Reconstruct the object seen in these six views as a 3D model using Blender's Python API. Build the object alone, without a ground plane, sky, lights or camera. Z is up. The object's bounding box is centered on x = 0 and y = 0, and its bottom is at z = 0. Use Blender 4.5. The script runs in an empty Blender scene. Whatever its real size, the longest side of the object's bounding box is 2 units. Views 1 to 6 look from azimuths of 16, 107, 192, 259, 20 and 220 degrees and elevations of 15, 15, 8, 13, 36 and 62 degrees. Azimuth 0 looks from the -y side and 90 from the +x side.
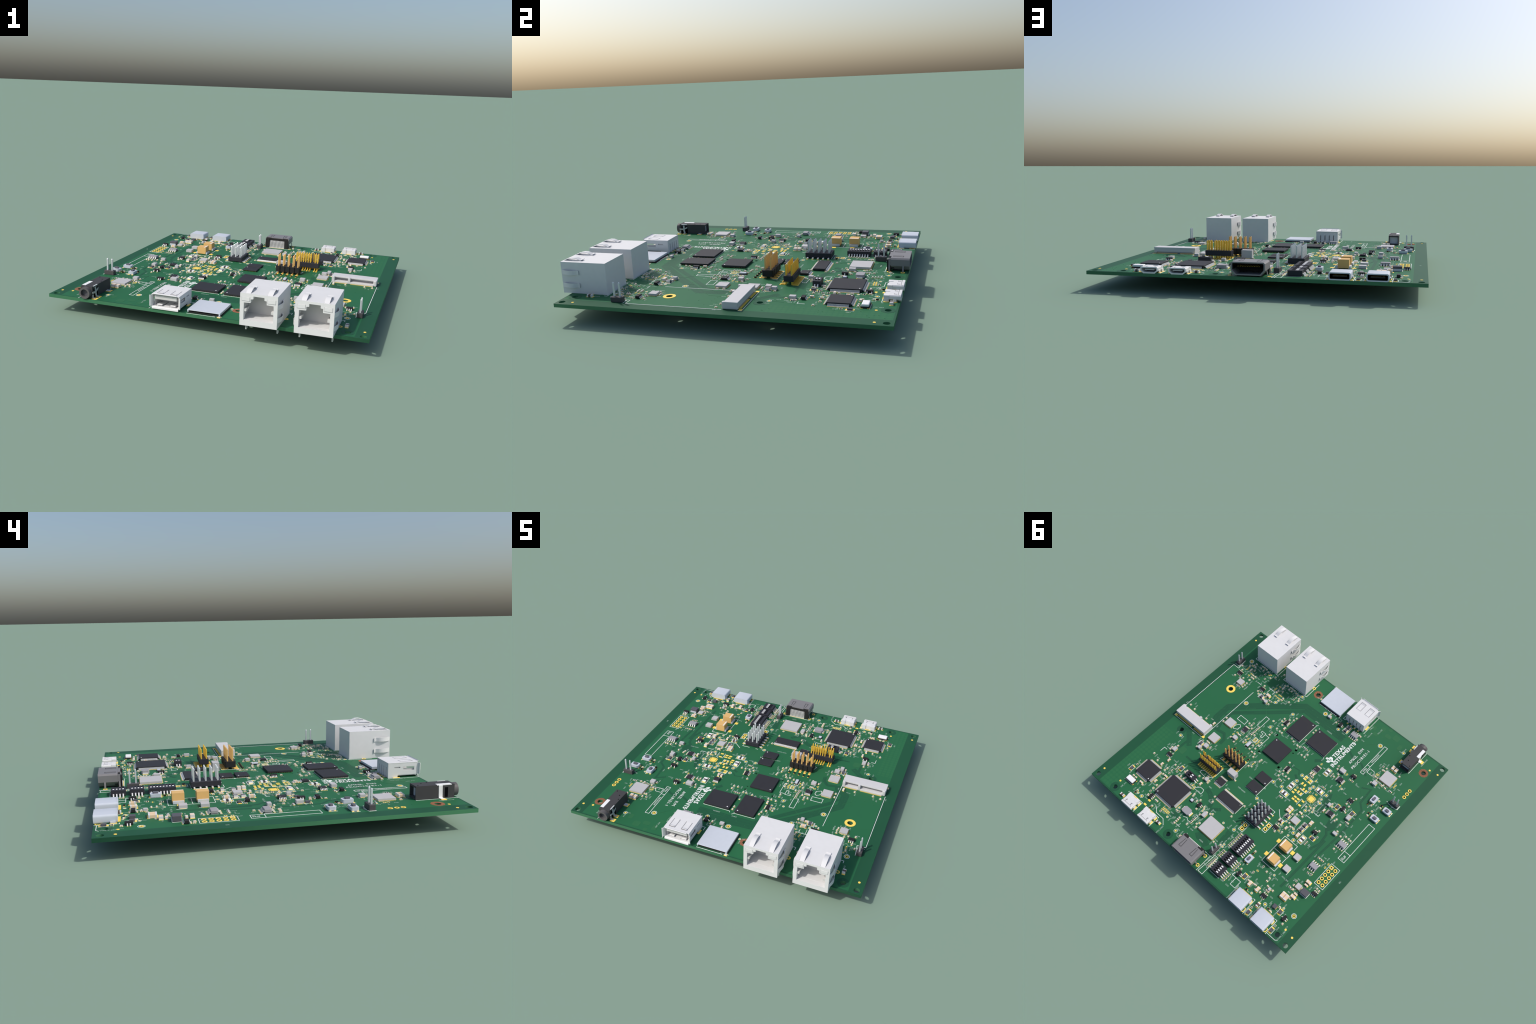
"""A populated single-board computer: green printed board with connectors, chips and small parts.
Everything is placed in board coordinates (metres, x right, y away, z up); T is the height of the board's top face."""
import bpy, bmesh, math, random
from mathutils import Vector, Matrix

random.seed(7)
T = 0.12            # top face of the board
THICK = 0.0215      # board thickness
PITCH = 0.0355      # a 2.54 mm pin pitch at this scale
X_EDGE, Y_FRONT, Y_BACK = 1.0, -0.924, 0.9765

# ------------------------------------------------------------------ materials


def material(name, colour, rough=0.5, metal=0.0, vary=0.015, scale=40.0, spec=0.2, bump=0.0):
    m = bpy.data.materials.new(name)
    m.use_nodes = True
    nt = m.node_tree
    b = nt.nodes["Principled BSDF"]
    tc = nt.nodes.new("ShaderNodeTexCoord")
    no = nt.nodes.new("ShaderNodeTexNoise")
    no.inputs["Scale"].default_value = scale
    no.inputs["Detail"].default_value = 3.0
    nt.links.new(tc.outputs["Object"], no.inputs["Vector"])
    ramp = nt.nodes.new("ShaderNodeValToRGB")
    ramp.color_ramp.elements[0].position, ramp.color_ramp.elements[1].position = 0.3, 0.7
    ramp.color_ramp.elements[0].color = [c * (1 - vary) for c in colour] + [1]
    ramp.color_ramp.elements[1].color = [min(1, c * (1 + vary)) for c in colour] + [1]
    nt.links.new(no.outputs["Fac"], ramp.inputs["Fac"])
    nt.links.new(ramp.outputs["Color"], b.inputs["Base Color"])
    b.inputs["Roughness"].default_value = rough
    b.inputs["Metallic"].default_value = metal
    b.inputs["Specular IOR Level"].default_value = spec
    if bump:
        bp = nt.nodes.new("ShaderNodeBump")
        bp.inputs["Strength"].default_value = bump
        bp.inputs["Distance"].default_value = 0.001
        no2 = nt.nodes.new("ShaderNodeTexNoise")
        no2.inputs["Scale"].default_value = 900
        nt.links.new(tc.outputs["Object"], no2.inputs["Vector"])
        nt.links.new(no2.outputs["Fac"], bp.inputs["Height"])
        nt.links.new(bp.outputs["Normal"], b.inputs["Normal"])
    return m


def node_math(nt, op, a, b=None, c=None):
    n = nt.nodes.new("ShaderNodeMath")
    n.operation = op
    for i, v in enumerate((a, b, c)):
        if v is None:
            continue
        if isinstance(v, (int, float)):
            n.inputs[i].default_value = v
        else:
            nt.links.new(v, n.inputs[i])
    return n.outputs[0]


def node_mix(nt, fac, a, b):
    n = nt.nodes.new("ShaderNodeMix")
    n.data_type = "RGBA"
    nt.links.new(fac, n.inputs["Factor"])
    for key, v in (("A", a), ("B", b)):
        sock = [s for s in n.inputs if s.name == key and s.type == "RGBA"][0]
        if isinstance(v, (tuple, list)):
            sock.default_value = (*v, 1)
        else:
            nt.links.new(v, sock)
    return [s for s in n.outputs if s.type == "RGBA"][0]


def solder_mask():
    """Green lacquer: lighter over poured copper, darker on the bare rails, faint mottling and a dotted thieving area."""
    m = bpy.data.materials.new("solder_mask")
    m.use_nodes = True
    nt = m.node_tree
    b = nt.nodes["Principled BSDF"]
    tc = nt.nodes.new("ShaderNodeTexCoord")
    sep = nt.nodes.new("ShaderNodeSeparateXYZ")
    nt.links.new(tc.outputs["Object"], sep.inputs[0])
    x, y = sep.outputs["X"], sep.outputs["Y"]
    no = nt.nodes.new("ShaderNodeTexNoise")
    no.inputs["Scale"].default_value = 4.0
    no.inputs["Detail"].default_value = 4.0
    nt.links.new(tc.outputs["Object"], no.inputs["Vector"])
    mottle = node_mix(nt, node_math(nt, "MULTIPLY", no.outputs["Fac"], 0.8), PCB_LIGHT, PCB_DEEP)
    # copper thieving dots in the empty corner
    sc = 0.0305
    fx = node_math(nt, "SUBTRACT", node_math(nt, "FRACT", node_math(nt, "DIVIDE", node_math(nt, "ADD", x, 2.0), sc)), 0.5)
    fy = node_math(nt, "SUBTRACT", node_math(nt, "FRACT", node_math(nt, "DIVIDE", node_math(nt, "ADD", y, 2.0), sc)), 0.5)
    rr = node_math(nt, "SQRT", node_math(nt, "ADD", node_math(nt, "MULTIPLY", fx, fx), node_math(nt, "MULTIPLY", fy, fy)))
    dot = node_math(nt, "LESS_THAN", rr, 0.40)
    area = node_math(nt, "MULTIPLY", node_math(nt, "GREATER_THAN", x, 0.80), node_math(nt, "GREATER_THAN", y, 0.30))
    dotted = node_mix(nt, node_math(nt, "MULTIPLY", node_math(nt, "MULTIPLY", dot, area), 0.6), mottle, PCB_DOT)
    # bare rails along both sides and the back edge
    rail = node_math(nt, "MAXIMUM", node_math(nt, "GREATER_THAN", node_math(nt, "ABSOLUTE", x), 0.918), node_math(nt, "GREATER_THAN", y, 0.965))
    rail = node_math(nt, "MAXIMUM", rail, node_math(nt, "LESS_THAN", y, -0.914))
    col = node_mix(nt, rail, dotted, PCB_RAIL)
    nt.links.new(col, b.inputs["Base Color"])
    b.inputs["Roughness"].default_value = 0.55
    b.inputs["Specular IOR Level"].default_value = 0.18
    return m


PCB_LIGHT, PCB_DEEP, PCB_DOT, PCB_RAIL = (0.0245, 0.139, 0.0585), (0.0215, 0.129, 0.0545), (0.032, 0.150, 0.060), (0.0175, 0.089, 0.0435)
MASK = solder_mask()
LAMINATE = material("board_edge", (0.047, 0.165, 0.082), 0.6)
TRACE = material("covered_trace", (0.0175, 0.094, 0.046), 0.55)
TRACE_LIGHT = material("covered_copper", (0.030, 0.143, 0.058), 0.55)
FAINT_SILK = material("fine_silkscreen_ink", (0.50, 0.64, 0.55), 0.7)
SILK = material("silkscreen_ink", (0.80, 0.84, 0.80), 0.7)
GOLD_PAD = material("gold_plating", (1.0, 0.71, 0.14), 0.5, 0.0)
GOLD_PIN = material("gold_pin", (0.80, 0.53, 0.075), 0.45, 0.1)
BRASS_PIN = material("pale_gold_pin", (0.76, 0.47, 0.17), 0.45, 0.1)
SILVER = material("tin_pin", (0.66, 0.70, 0.72), 0.35, 0.3)
TERMINAL = material("solder_terminal", (0.74, 0.74, 0.74), 0.4, 0.1)
LEAD = material("lead_frame", (0.46, 0.48, 0.48), 0.45, 0.1)
BLACK_CHIP = material("chip_epoxy", (0.034, 0.034, 0.039), 0.6, bump=0.15)
BLACK = material("black_plastic", (0.024, 0.0235, 0.024), 0.55, bump=0.1)
DARK_SLATE = material("slate_plastic", (0.034, 0.034, 0.043), 0.55)
DARK_VOID = material("dark_inside", (0.004, 0.004, 0.005), 0.9, spec=0.05)
CHARCOAL = material("charcoal_plastic", (0.080, 0.078, 0.080), 0.55)
JACK_BLACK = material("jack_plastic", (0.060, 0.059, 0.061), 0.6)
SHIELD_WHITE = material("jack_shell", (0.715, 0.715, 0.715), 0.5)
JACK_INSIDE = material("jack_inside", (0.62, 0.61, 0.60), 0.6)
SHIELD_BLUE = material("pale_steel", (0.565, 0.605, 0.67), 0.4)
GRAPHITE = material("graphite_steel", (0.215, 0.21, 0.215), 0.42)
CHIP_GREY = material("grey_package", (0.505, 0.50, 0.505), 0.5)
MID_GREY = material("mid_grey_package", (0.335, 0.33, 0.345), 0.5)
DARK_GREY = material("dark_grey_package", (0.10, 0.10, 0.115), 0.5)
BUTTON_GREY = material("button_grey", (0.13, 0.13, 0.15), 0.5)
SOCKET_GREY = material("socket_plastic", (0.605, 0.60, 0.605), 0.5)
CERAMIC = material("tan_ceramic", (0.80, 0.60, 0.40), 0.5)
BROWN = material("brown_ceramic", (0.13, 0.095, 0.08), 0.5)
TANTALUM = material("tantalum_case", (0.72, 0.45, 0.17), 0.5)
WHITE = material("white_plastic", (0.85, 0.85, 0.85), 0.5)
RESISTOR = material("resistor_film", (0.06, 0.055, 0.055), 0.5)
COPPER = material("bare_copper", (0.50, 0.125, 0.08), 0.5)

# ------------------------------------------------------------------ mesh helpers


class Shape:
    """Collects solids in a bmesh; every solid gets one material of the shape's slot list."""

    def __init__(self, *mats):
        self.bm = bmesh.new()
        self.mats = list(mats)
        self.smooth = False

    def slot(self, mat):
        if mat not in self.mats:
            self.mats.append(mat)
        return self.mats.index(mat)

    def box(self, x0, y0, z0, x1, y1, z1, mat=None, bevel=0.0):
        i = self.slot(mat) if mat else 0
        xs, ys, zs = sorted((x0, x1)), sorted((y0, y1)), sorted((z0, z1))
        v = [self.bm.verts.new((x, y, z)) for z in zs for y in ys for x in xs]
        fs = [(0, 2, 3, 1), (4, 5, 7, 6), (0, 1, 5, 4), (1, 3, 7, 5), (3, 2, 6, 7), (2, 0, 4, 6)]
        faces = [self.bm.faces.new([v[k] for k in f]) for f in fs]
        for f in faces:
            f.material_index = i
        if bevel:
            edges = {e for f in faces for e in f.edges}
            r = bmesh.ops.bevel(self.bm, geom=list(edges), offset=bevel, segments=2, affect="EDGES", profile=0.5)
            for f in r["faces"]:
                f.material_index = i
        return self

    def cbox(self, cx, cy, z0, w, d, h, mat=None, bevel=0.0):
        return self.box(cx - w / 2, cy - d / 2, z0, cx + w / 2, cy + d / 2, z0 + h, mat, bevel)

    def prism(self, points, axis, a, b, mat=None):
        """Closed outline in the plane across `axis`, extruded from a to b."""
        i = self.slot(mat) if mat else 0
        place = {"x": lambda p, t: (t, p[0], p[1]), "y": lambda p, t: (p[0], t, p[1]), "z": lambda p, t: (p[0], p[1], t)}[axis]
        lo = [self.bm.verts.new(place(p, a)) for p in points]
        hi = [self.bm.verts.new(place(p, b)) for p in points]
        n = len(points)
        faces = [self.bm.faces.new(lo), self.bm.faces.new(hi)]
        faces += [self.bm.faces.new((lo[k], lo[(k + 1) % n], hi[(k + 1) % n], hi[k])) for k in range(n)]
        for f in faces:
            f.material_index = i
        bmesh.ops.recalc_face_normals(self.bm, faces=faces)
        return self

    def tube(self, outer, inner, axis, a, b, mat=None):
        """Wall between two outlines with the same number of points, extruded from a to b (open ends)."""
        i = self.slot(mat) if mat else 0
        place = {"x": lambda p, t: (t, p[0], p[1]), "y": lambda p, t: (p[0], t, p[1]), "z": lambda p, t: (p[0], p[1], t)}[axis]
        rings = [[self.bm.verts.new(place(p, t)) for p in ring] for ring, t in ((outer, a), (outer, b), (inner, b), (inner, a))]
        n = len(outer)
        faces = []
        for r in range(4):
            A, B = rings[r], rings[(r + 1) % 4]
            for k in range(n):
                faces.append(self.bm.faces.new((A[k], A[(k + 1) % n], B[(k + 1) % n], B[k])))
        for f in faces:
            f.material_index = i
        bmesh.ops.recalc_face_normals(self.bm, faces=faces)
        return self

    def disc(self, cx, cy, z0, z1, r, mat=None, n=20):
        return self.prism([(cx + r * math.cos(2 * math.pi * k / n), cy + r * math.sin(2 * math.pi * k / n)) for k in range(n)], "z", z0, z1, mat)

    def ring(self, cx, cy, z0, z1, r_out, r_in, mat=None, n=24):
        o = [(cx + r_out * math.cos(2 * math.pi * k / n), cy + r_out * math.sin(2 * math.pi * k / n)) for k in range(n)]
        q = [(cx + r_in * math.cos(2 * math.pi * k / n), cy + r_in * math.sin(2 * math.pi * k / n)) for k in range(n)]
        return self.tube(o, q, "z", z0, z1, mat)

    def pin(self, cx, cy, z0, z1, w, mat=None, tip=0.006):
        """Square post with a pyramid tip."""
        i = self.slot(mat) if mat else 0
        rows = [(z0, w / 2), (z1 - tip, w / 2), (z1, w / 5)]
        rings = [[self.bm.verts.new((cx + sx * h, cy + sy * h, z)) for sx, sy in ((-1, -1), (1, -1), (1, 1), (-1, 1))] for z, h in rows]
        faces = [self.bm.faces.new(rings[0][::-1]), self.bm.faces.new(rings[-1])]
        for A, B in zip(rings, rings[1:]):
            faces += [self.bm.faces.new((A[k], A[(k + 1) % 4], B[(k + 1) % 4], B[k])) for k in range(4)]
        for f in faces:
            f.material_index = i
        return self

    def strip(self, path, across, width, thick, mat=None):
        """Bent sheet-metal strip: `path` of points, width along the vector `across`, given thickness."""
        i = self.slot(mat) if mat else 0
        ac = Vector(across).normalized()
        pts = [Vector(p) for p in path]
        rings = []
        for k, p in enumerate(pts):
            t = (pts[min(k + 1, len(pts) - 1)] - pts[max(k - 1, 0)]).normalized()
            nrm = t.cross(ac).normalized() * thick / 2
            side = ac * width / 2
            rings.append([self.bm.verts.new(q) for q in (p - side - nrm, p + side - nrm, p + side + nrm, p - side + nrm)])
        faces = [self.bm.faces.new(rings[0][::-1]), self.bm.faces.new(rings[-1])]
        for A, B in zip(rings, rings[1:]):
            faces += [self.bm.faces.new((A[k], A[(k + 1) % 4], B[(k + 1) % 4], B[k])) for k in range(4)]
        for f in faces:
            f.material_index = i
        bmesh.ops.recalc_face_normals(self.bm, faces=faces)
        return self

    def ribbon(self, pts, width, z0, z1, mat=None):
        """Printed line on the board through 2D points, square ends and mitred corners."""
        i = self.slot(mat) if mat else 0
        p = [Vector((a[0], a[1])) for a in pts]
        closed = (p[0] - p[-1]).length < 1e-6 and len(p) > 3
        if closed:
            p = p[:-1]
        n = len(p)
        left, right = [], []
        for k in range(n):
            prev = p[k - 1] if (k > 0 or closed) else None
            nxt = p[(k + 1) % n] if (k < n - 1 or closed) else None
            d1 = (p[k] - prev).normalized() if prev is not None else None
            d2 = (nxt - p[k]).normalized() if nxt is not None else None
            if d1 is None:
                off = Vector((-d2.y, d2.x))
            elif d2 is None:
                off = Vector((-d1.y, d1.x))
            else:
                m = Vector((-d1.y, d1.x)) + Vector((-d2.y, d2.x))
                off = m.normalized() if m.length > 0.2 else Vector((-d1.y, d1.x))
                off = off / max(0.5, off.dot(Vector((-d1.y, d1.x))))
            left.append(p[k] + off * width / 2)
            right.append(p[k] - off * width / 2)
        rings = [[self.bm.verts.new((q.x, q.y, z)) for q, z in ((l, z0), (l, z1), (r, z1), (r, z0))] for l, r in zip(left, right)]
        faces = []
        pairs = list(zip(rings, rings[1:])) + ([(rings[-1], rings[0])] if closed else [])
        for A, B in pairs:
            faces += [self.bm.faces.new((A[k], A[(k + 1) % 4], B[(k + 1) % 4], B[k])) for k in range(4)]
        if not closed:
            faces += [self.bm.faces.new(rings[0]), self.bm.faces.new(rings[-1])]
        for f in faces:
            f.material_index = i
        bmesh.ops.recalc_face_normals(self.bm, faces=faces)
        return self

    def ball(self, c, r, mat=None, u=8, v=6):
        i = self.slot(mat) if mat else 0
        q = bmesh.ops.create_uvsphere(self.bm, u_segments=u, v_segments=v, radius=r, matrix=Matrix.Translation(c))
        for f in {f for w in q["verts"] for f in w.link_faces}:
            f.material_index = i
        return self

    def mesh(self, name):
        me = bpy.data.meshes.new(name)
        self.bm.to_mesh(me)
        self.bm.free()
        for m in self.mats:
            me.materials.append(m)
        if self.smooth:
            me.shade_smooth()
            me.set_sharp_from_angle(angle=math.radians(35))
        return me


ROOT = bpy.data.objects.new("circuit_board", None)
bpy.context.scene.collection.objects.link(ROOT)
ROOT["label"] = "green printed circuit board with white ethernet jacks and chips"
ROOT["category"] = "circuit board"


def put(name, mesh, x=0.0, y=0.0, z=T, turn=0.0, parent=None, stuff=False):
    o = bpy.data.objects.new(name, mesh)
    bpy.context.scene.collection.objects.link(o)
    o.parent = parent or ROOT
    o.location = (x, y, z)
    o.rotation_euler = (0, 0, math.radians(turn))
    if stuff:
        o["kind"] = "stuff"
    return o


def rounded(w, h, r, cx=0.0, cz=0.0, n=5):
    """Rounded rectangle outline."""
    out = []
    for sx, sz, a0 in ((1, 1, 0), (-1, 1, 90), (-1, -1, 180), (1, -1, 270)):
        for k in range(n):
            a = math.radians(a0 + 90 * k / (n - 1))
            out.append((cx + sx * (w / 2 - r) + r * math.cos(a), cz + sz * (h / 2 - r) + r * math.sin(a)))
    return out


# ------------------------------------------------------------------ where the small parts sit
SMALL_CAPACITORS_ALONG_Y = [
    (0.862, -0.551), (0.834, -0.518), (0.841, -0.437), (0.769, -0.462), (0.59, -0.449), (0.584, -0.525),
    (0.713, -0.395), (0.709, -0.418), (0.711, -0.443), (0.439, -0.413), (0.502, -0.455), (0.329, -0.542),
    (0.29, -0.621), (0.777, -0.576), (0.778, -0.561), (0.77, -0.614), (0.789, -0.619), (0.383, -0.638),
    (0.466, -0.565), (0.454, -0.607), (0.453, -0.621), (0.538, -0.719), (0.812, -0.589), (0.898, 0.021),
    (0.844, 0.03), (0.712, 0.028), (0.595, -0.087), (0.593, -0.046), (0.425, -0.174), (0.4, -0.173),
    (0.379, -0.151), (0.447, 0.017), (0.4, 0.033), (0.358, -0.07), (0.342, -0.041), (0.34, -0.014),
    (0.32, -0.121), (0.232, -0.036), (0.203, 0.003), (0.192, 0.029), (0.265, -0.005), (0.265, -0.045),
    (0.232, -0.075), (0.233, -0.106), (0.694, 0.358), (0.165, 0.112), (0.15, 0.055), (0.144, 0.099),
    (0.126, 0.006), (0.129, 0.024), (0.38, 0.432), (0.585, 0.489), (0.481, 0.463), (0.447, 0.513),
    (0.293, 0.429), (0.294, 0.411), (0.345, 0.425), (0.53, 0.257), (0.582, 0.262), (0.15, 0.378),
    (0.231, -0.289), (0.197, -0.285), (0.175, -0.285), (0.235, -0.206), (0.247, -0.398), (0.209, -0.417),
    (0.183, -0.439), (0.177, -0.467), (0.055, -0.29), (0.007, -0.283), (-0.015, -0.284), (-0.009, -0.458),
    (-0.009, -0.488), (-0.073, -0.241), (-0.103, -0.242), (-0.107, -0.273), (0.001, -0.686), (-0.08, -0.657),
    (-0.05, -0.127), (-0.043, -0.016), (-0.076, -0.016), (-0.109, -0.016), (-0.138, -0.017), (-0.061, 0.015),
    (-0.063, -0.042), (-0.382, -0.268), (-0.395, -0.306), (-0.36, -0.338), (-0.306, -0.644),
    (-0.639, -0.602), (-0.625, -0.57), (-0.617, -0.487), (-0.642, -0.465), (-0.705, -0.456), (-0.71, -0.469),
    (-0.754, -0.613), (-0.63, -0.236), (-0.623, -0.425), (-0.308, -0.687), (0.781, 0.53), (0.716, 0.555),
    (0.609, 0.553), (0.645, 0.776), (0.596, 0.608), (0.561, 0.706), (0.551, 0.803), (0.716, 0.418),
    (0.718, 0.396), (0.482, 0.529), (0.562, 0.63), (0.452, 0.527), (0.152, 0.517), (-0.035, 0.507),
    (-0.049, 0.381), (0.169, 0.475), (0.228, 0.569), (0.243, 0.594), (0.166, 0.591), (0.148, 0.655),
    (0.163, 0.774), (0.08, 0.589), (0.2, 0.64), (0.297, 0.565), (0.295, 0.581), (0.112, 0.723),
    (0.097, 0.744), (-0.443, -0.156), (-0.391, 0.069), (-0.43, -0.024), (-0.382, 0.163), (-0.357, 0.186),
    (-0.425, 0.151), (-0.386, 0.254), (-0.395, 0.345), (-0.351, 0.376), (-0.332, 0.311), (-0.593, 0.153),
    (-0.427, 0.055), (-0.428, 0.078), (-0.45, 0.055), (-0.524, -0.082), (-0.601, -0.156), (-0.628, -0.15),
    (-0.675, 0.009), (-0.627, -0.007), (-0.622, 0.012), (-0.735, 0.078), (-0.767, 0.054), (-0.793, 0.054),
    (-0.812, 0.057), (-0.745, -0.272), (-0.761, 0.185), (-0.355, 0.587), (0.134, 0.873), (-0.134, 0.724),
    (-0.08, 0.739), (-0.372, 0.752), (-0.586, 0.786), (-0.519, 0.644), (-0.627, 0.745), (-0.645, 0.718),
    (-0.727, 0.587), (-0.745, 0.614), (-0.887, 0.5), (-0.866, 0.496), (-0.852, 0.845),
]

SMALL_RESISTORS_ALONG_Y = [
    (0.631, -0.579), (0.66, -0.615), (0.793, -0.445), (0.318, -0.588), (0.315, -0.613), (0.751, -0.583),
    (0.697, -0.639), (0.436, -0.586), (0.585, 0.193), (0.496, 0.193), (0.495, 0.206), (0.401, -0.197),
    (0.721, 0.398), (0.718, 0.411), (0.557, 0.489), (0.555, 0.511), (0.534, 0.521), (0.571, 0.54),
    (0.236, -0.233), (0.082, -0.301), (-0.008, -0.367), (-0.083, -0.681), (-0.361, -0.279), (-0.361, -0.256),
    (-0.351, -0.364), (-0.611, -0.597), (-0.599, -0.486), (0.805, 0.685), (0.561, 0.772), (0.568, 0.571),
    (0.383, 0.833), (0.131, 0.87), (-0.613, 0.199), (-0.581, 0.279), (-0.58, 0.3), (-0.438, 0.016),
    (-0.573, -0.058), (-0.704, -0.132), (-0.449, 0.76), (-0.617, 0.905), (-0.451, 0.71), (-0.476, 0.631),
    (-0.72, 0.552), (-0.761, 0.773), (-0.824, 0.888),
]

SMALL_CAPACITORS_ALONG_X = [
    (0.603, -0.615), (0.727, -0.537), (0.704, -0.538), (0.723, -0.514), (0.704, -0.514), (0.469, -0.544),
    (0.387, -0.535), (0.386, -0.515), (0.728, -0.66), (0.708, -0.661), (0.686, -0.661), (0.411, -0.638),
    (0.412, -0.659), (0.392, -0.66), (0.37, -0.659), (0.784, -0.642), (0.554, 0.173), (0.536, 0.174),
    (0.405, -0.042), (0.419, -0.041), (0.233, 0.004), (0.153, 0.273), (0.489, 0.48), (-0.097, -0.049),
    (-0.639, -0.572), (-0.733, -0.456), (0.754, 0.767), (0.728, 0.767), (0.637, 0.832), (0.476, 0.795),
    (0.461, 0.795), (0.299, 0.746), (0.461, 0.846), (0.24, 0.828), (0.239, 0.809), (0.24, 0.792),
    (0.241, 0.775), (0.122, 0.607), (-0.411, 0.271), (-0.428, 0.267), (-0.637, -0.094), (-0.709, -0.038),
    (-0.693, 0.064), (-0.264, -0.014), (-0.811, -0.301), (-0.775, -0.188), (-0.468, 0.777), (-0.515, 0.771),
    (-0.528, 0.768), (-0.548, 0.793), (-0.566, 0.665), (-0.567, 0.693), (-0.597, 0.716), (-0.611, 0.744),
    (-0.73, 0.835),
]

BARE_PAD_PAIRS_ALONG_Y = [
    (0.808, -0.553), (0.809, -0.572), (0.497, -0.557), (0.496, -0.573), (0.451, -0.016), (0.324, -0.03),
    (0.292, -0.084), (0.293, -0.103), (0.277, -0.086), (0.277, -0.102), (0.258, -0.11), (0.258, -0.075),
    (0.252, -0.093), (0.333, -0.065), (0.151, 0.076), (0.36, 0.517), (0.341, 0.522), (0.337, 0.536),
    (-0.242, -0.286), (-0.445, -0.352), (-0.47, -0.237), (-0.613, -0.51), (-0.627, -0.513), (-0.78, -0.511),
    (-0.781, -0.531), (-0.306, -0.145), (-0.333, -0.043), (-0.238, -0.007), (-0.809, 0.303), (-0.807, 0.337),
]

BARE_PAD_PAIRS_ALONG_X = [
    (0.754, -0.515), (0.747, -0.54), (0.797, -0.608), (0.483, -0.607), (0.449, -0.515), (0.424, -0.514),
    (0.432, -0.542), (0.415, -0.543), (0.406, -0.514), (0.631, -0.631), (0.622, -0.644), (0.436, -0.048),
    (0.384, 0.813), (0.383, 0.798), (0.366, 0.811), (0.366, 0.797), (0.348, 0.812), (0.349, 0.797),
    (0.332, 0.81), (0.331, 0.798), (-0.37, 0.352), (-0.413, 0.05), (-0.383, -0.059), (-0.466, 0.682),
]

SMALL_RESISTORS_ALONG_X = [
    (0.758, -0.378), (0.742, -0.378), (0.461, -0.445), (0.442, -0.446), (0.732, -0.637), (0.347, -0.109),
    (0.346, -0.126), (0.344, -0.144), (0.343, -0.161), (0.343, -0.179), (0.343, -0.198), (0.371, 0.526),
    (0.331, 0.385), (-0.041, -0.307), (-0.056, -0.305), (-0.071, -0.303), (-0.085, 0.033), (-0.103, 0.035),
    (-0.247, -0.15), (-0.264, -0.151), (-0.49, -0.331), (-0.513, -0.334), (-0.633, -0.487), (-0.664, -0.464),
    (-0.689, -0.46), (-0.774, -0.463), (-0.787, -0.463), (0.279, 0.74), (0.154, 0.747), (0.154, 0.731),
    (0.155, 0.714), (0.155, 0.697), (-0.374, -0.141), (-0.395, -0.14), (-0.186, 0.138), (-0.205, 0.137),
    (-0.693, -0.038), (-0.725, 0.311), (-0.743, 0.312), (-0.762, 0.311), (-0.182, 0.559), (-0.182, 0.576),
    (-0.182, 0.593), (-0.182, 0.611), (-0.182, 0.628), (-0.181, 0.645), (-0.181, 0.663), (-0.18, 0.682),
    (-0.181, 0.736), (-0.181, 0.754), (-0.18, 0.771), (-0.179, 0.788), (-0.18, 0.823), (-0.18, 0.838),
    (-0.18, 0.852), (-0.179, 0.866), (-0.179, 0.88), (-0.179, 0.894), (-0.337, 0.733), (-0.337, 0.752),
    (-0.336, 0.771), (-0.336, 0.79), (-0.337, 0.838), (-0.337, 0.856), (-0.336, 0.874), (-0.335, 0.892),
    (-0.713, 0.615), (-0.73, 0.618), (-0.741, 0.449), (-0.766, 0.442), (-0.761, 0.772), (-0.711, 0.831),
]

LARGE_CAPACITORS_ALONG_X = [
    (0.493, -0.473), (-0.316, 0.158), (-0.317, 0.186), (-0.78, 0.654), (-0.792, 0.501),
]

CHIP_INDUCTORS_ALONG_X = [
    (0.527, -0.429), (0.576, 0.218), (-0.188, -0.65), (-0.19, -0.685), (-0.341, 0.222), (-0.488, 0.191),
    (-0.487, 0.233),
]

MEDIUM_CAPACITORS_ALONG_X = [
    (0.499, -0.418), (0.668, 0.768), (0.567, 0.607), (-0.395, 0.136), (-0.78, 0.627), (-0.793, 0.529),
]

TEST_POINTS = [
    (0.408, -0.467), (0.284, -0.658), (0.749, 0.277), (0.227, -0.477), (0.279, -0.264), (-0.134, -0.62),
    (-0.07, 0.081), (-0.195, -0.11), (-0.196, -0.047), (-0.143, 0.069), (-0.324, -0.094), (-0.314, -0.065),
    (-0.653, -0.803), (0.578, 0.845), (0.186, 0.866), (-0.073, 0.269), (-0.123, 0.57), (-0.443, -0.106),
    (-0.449, -0.023), (-0.408, 0.097), (-0.461, 0.292), (-0.499, 0.334), (-0.671, 0.825),
]

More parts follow.
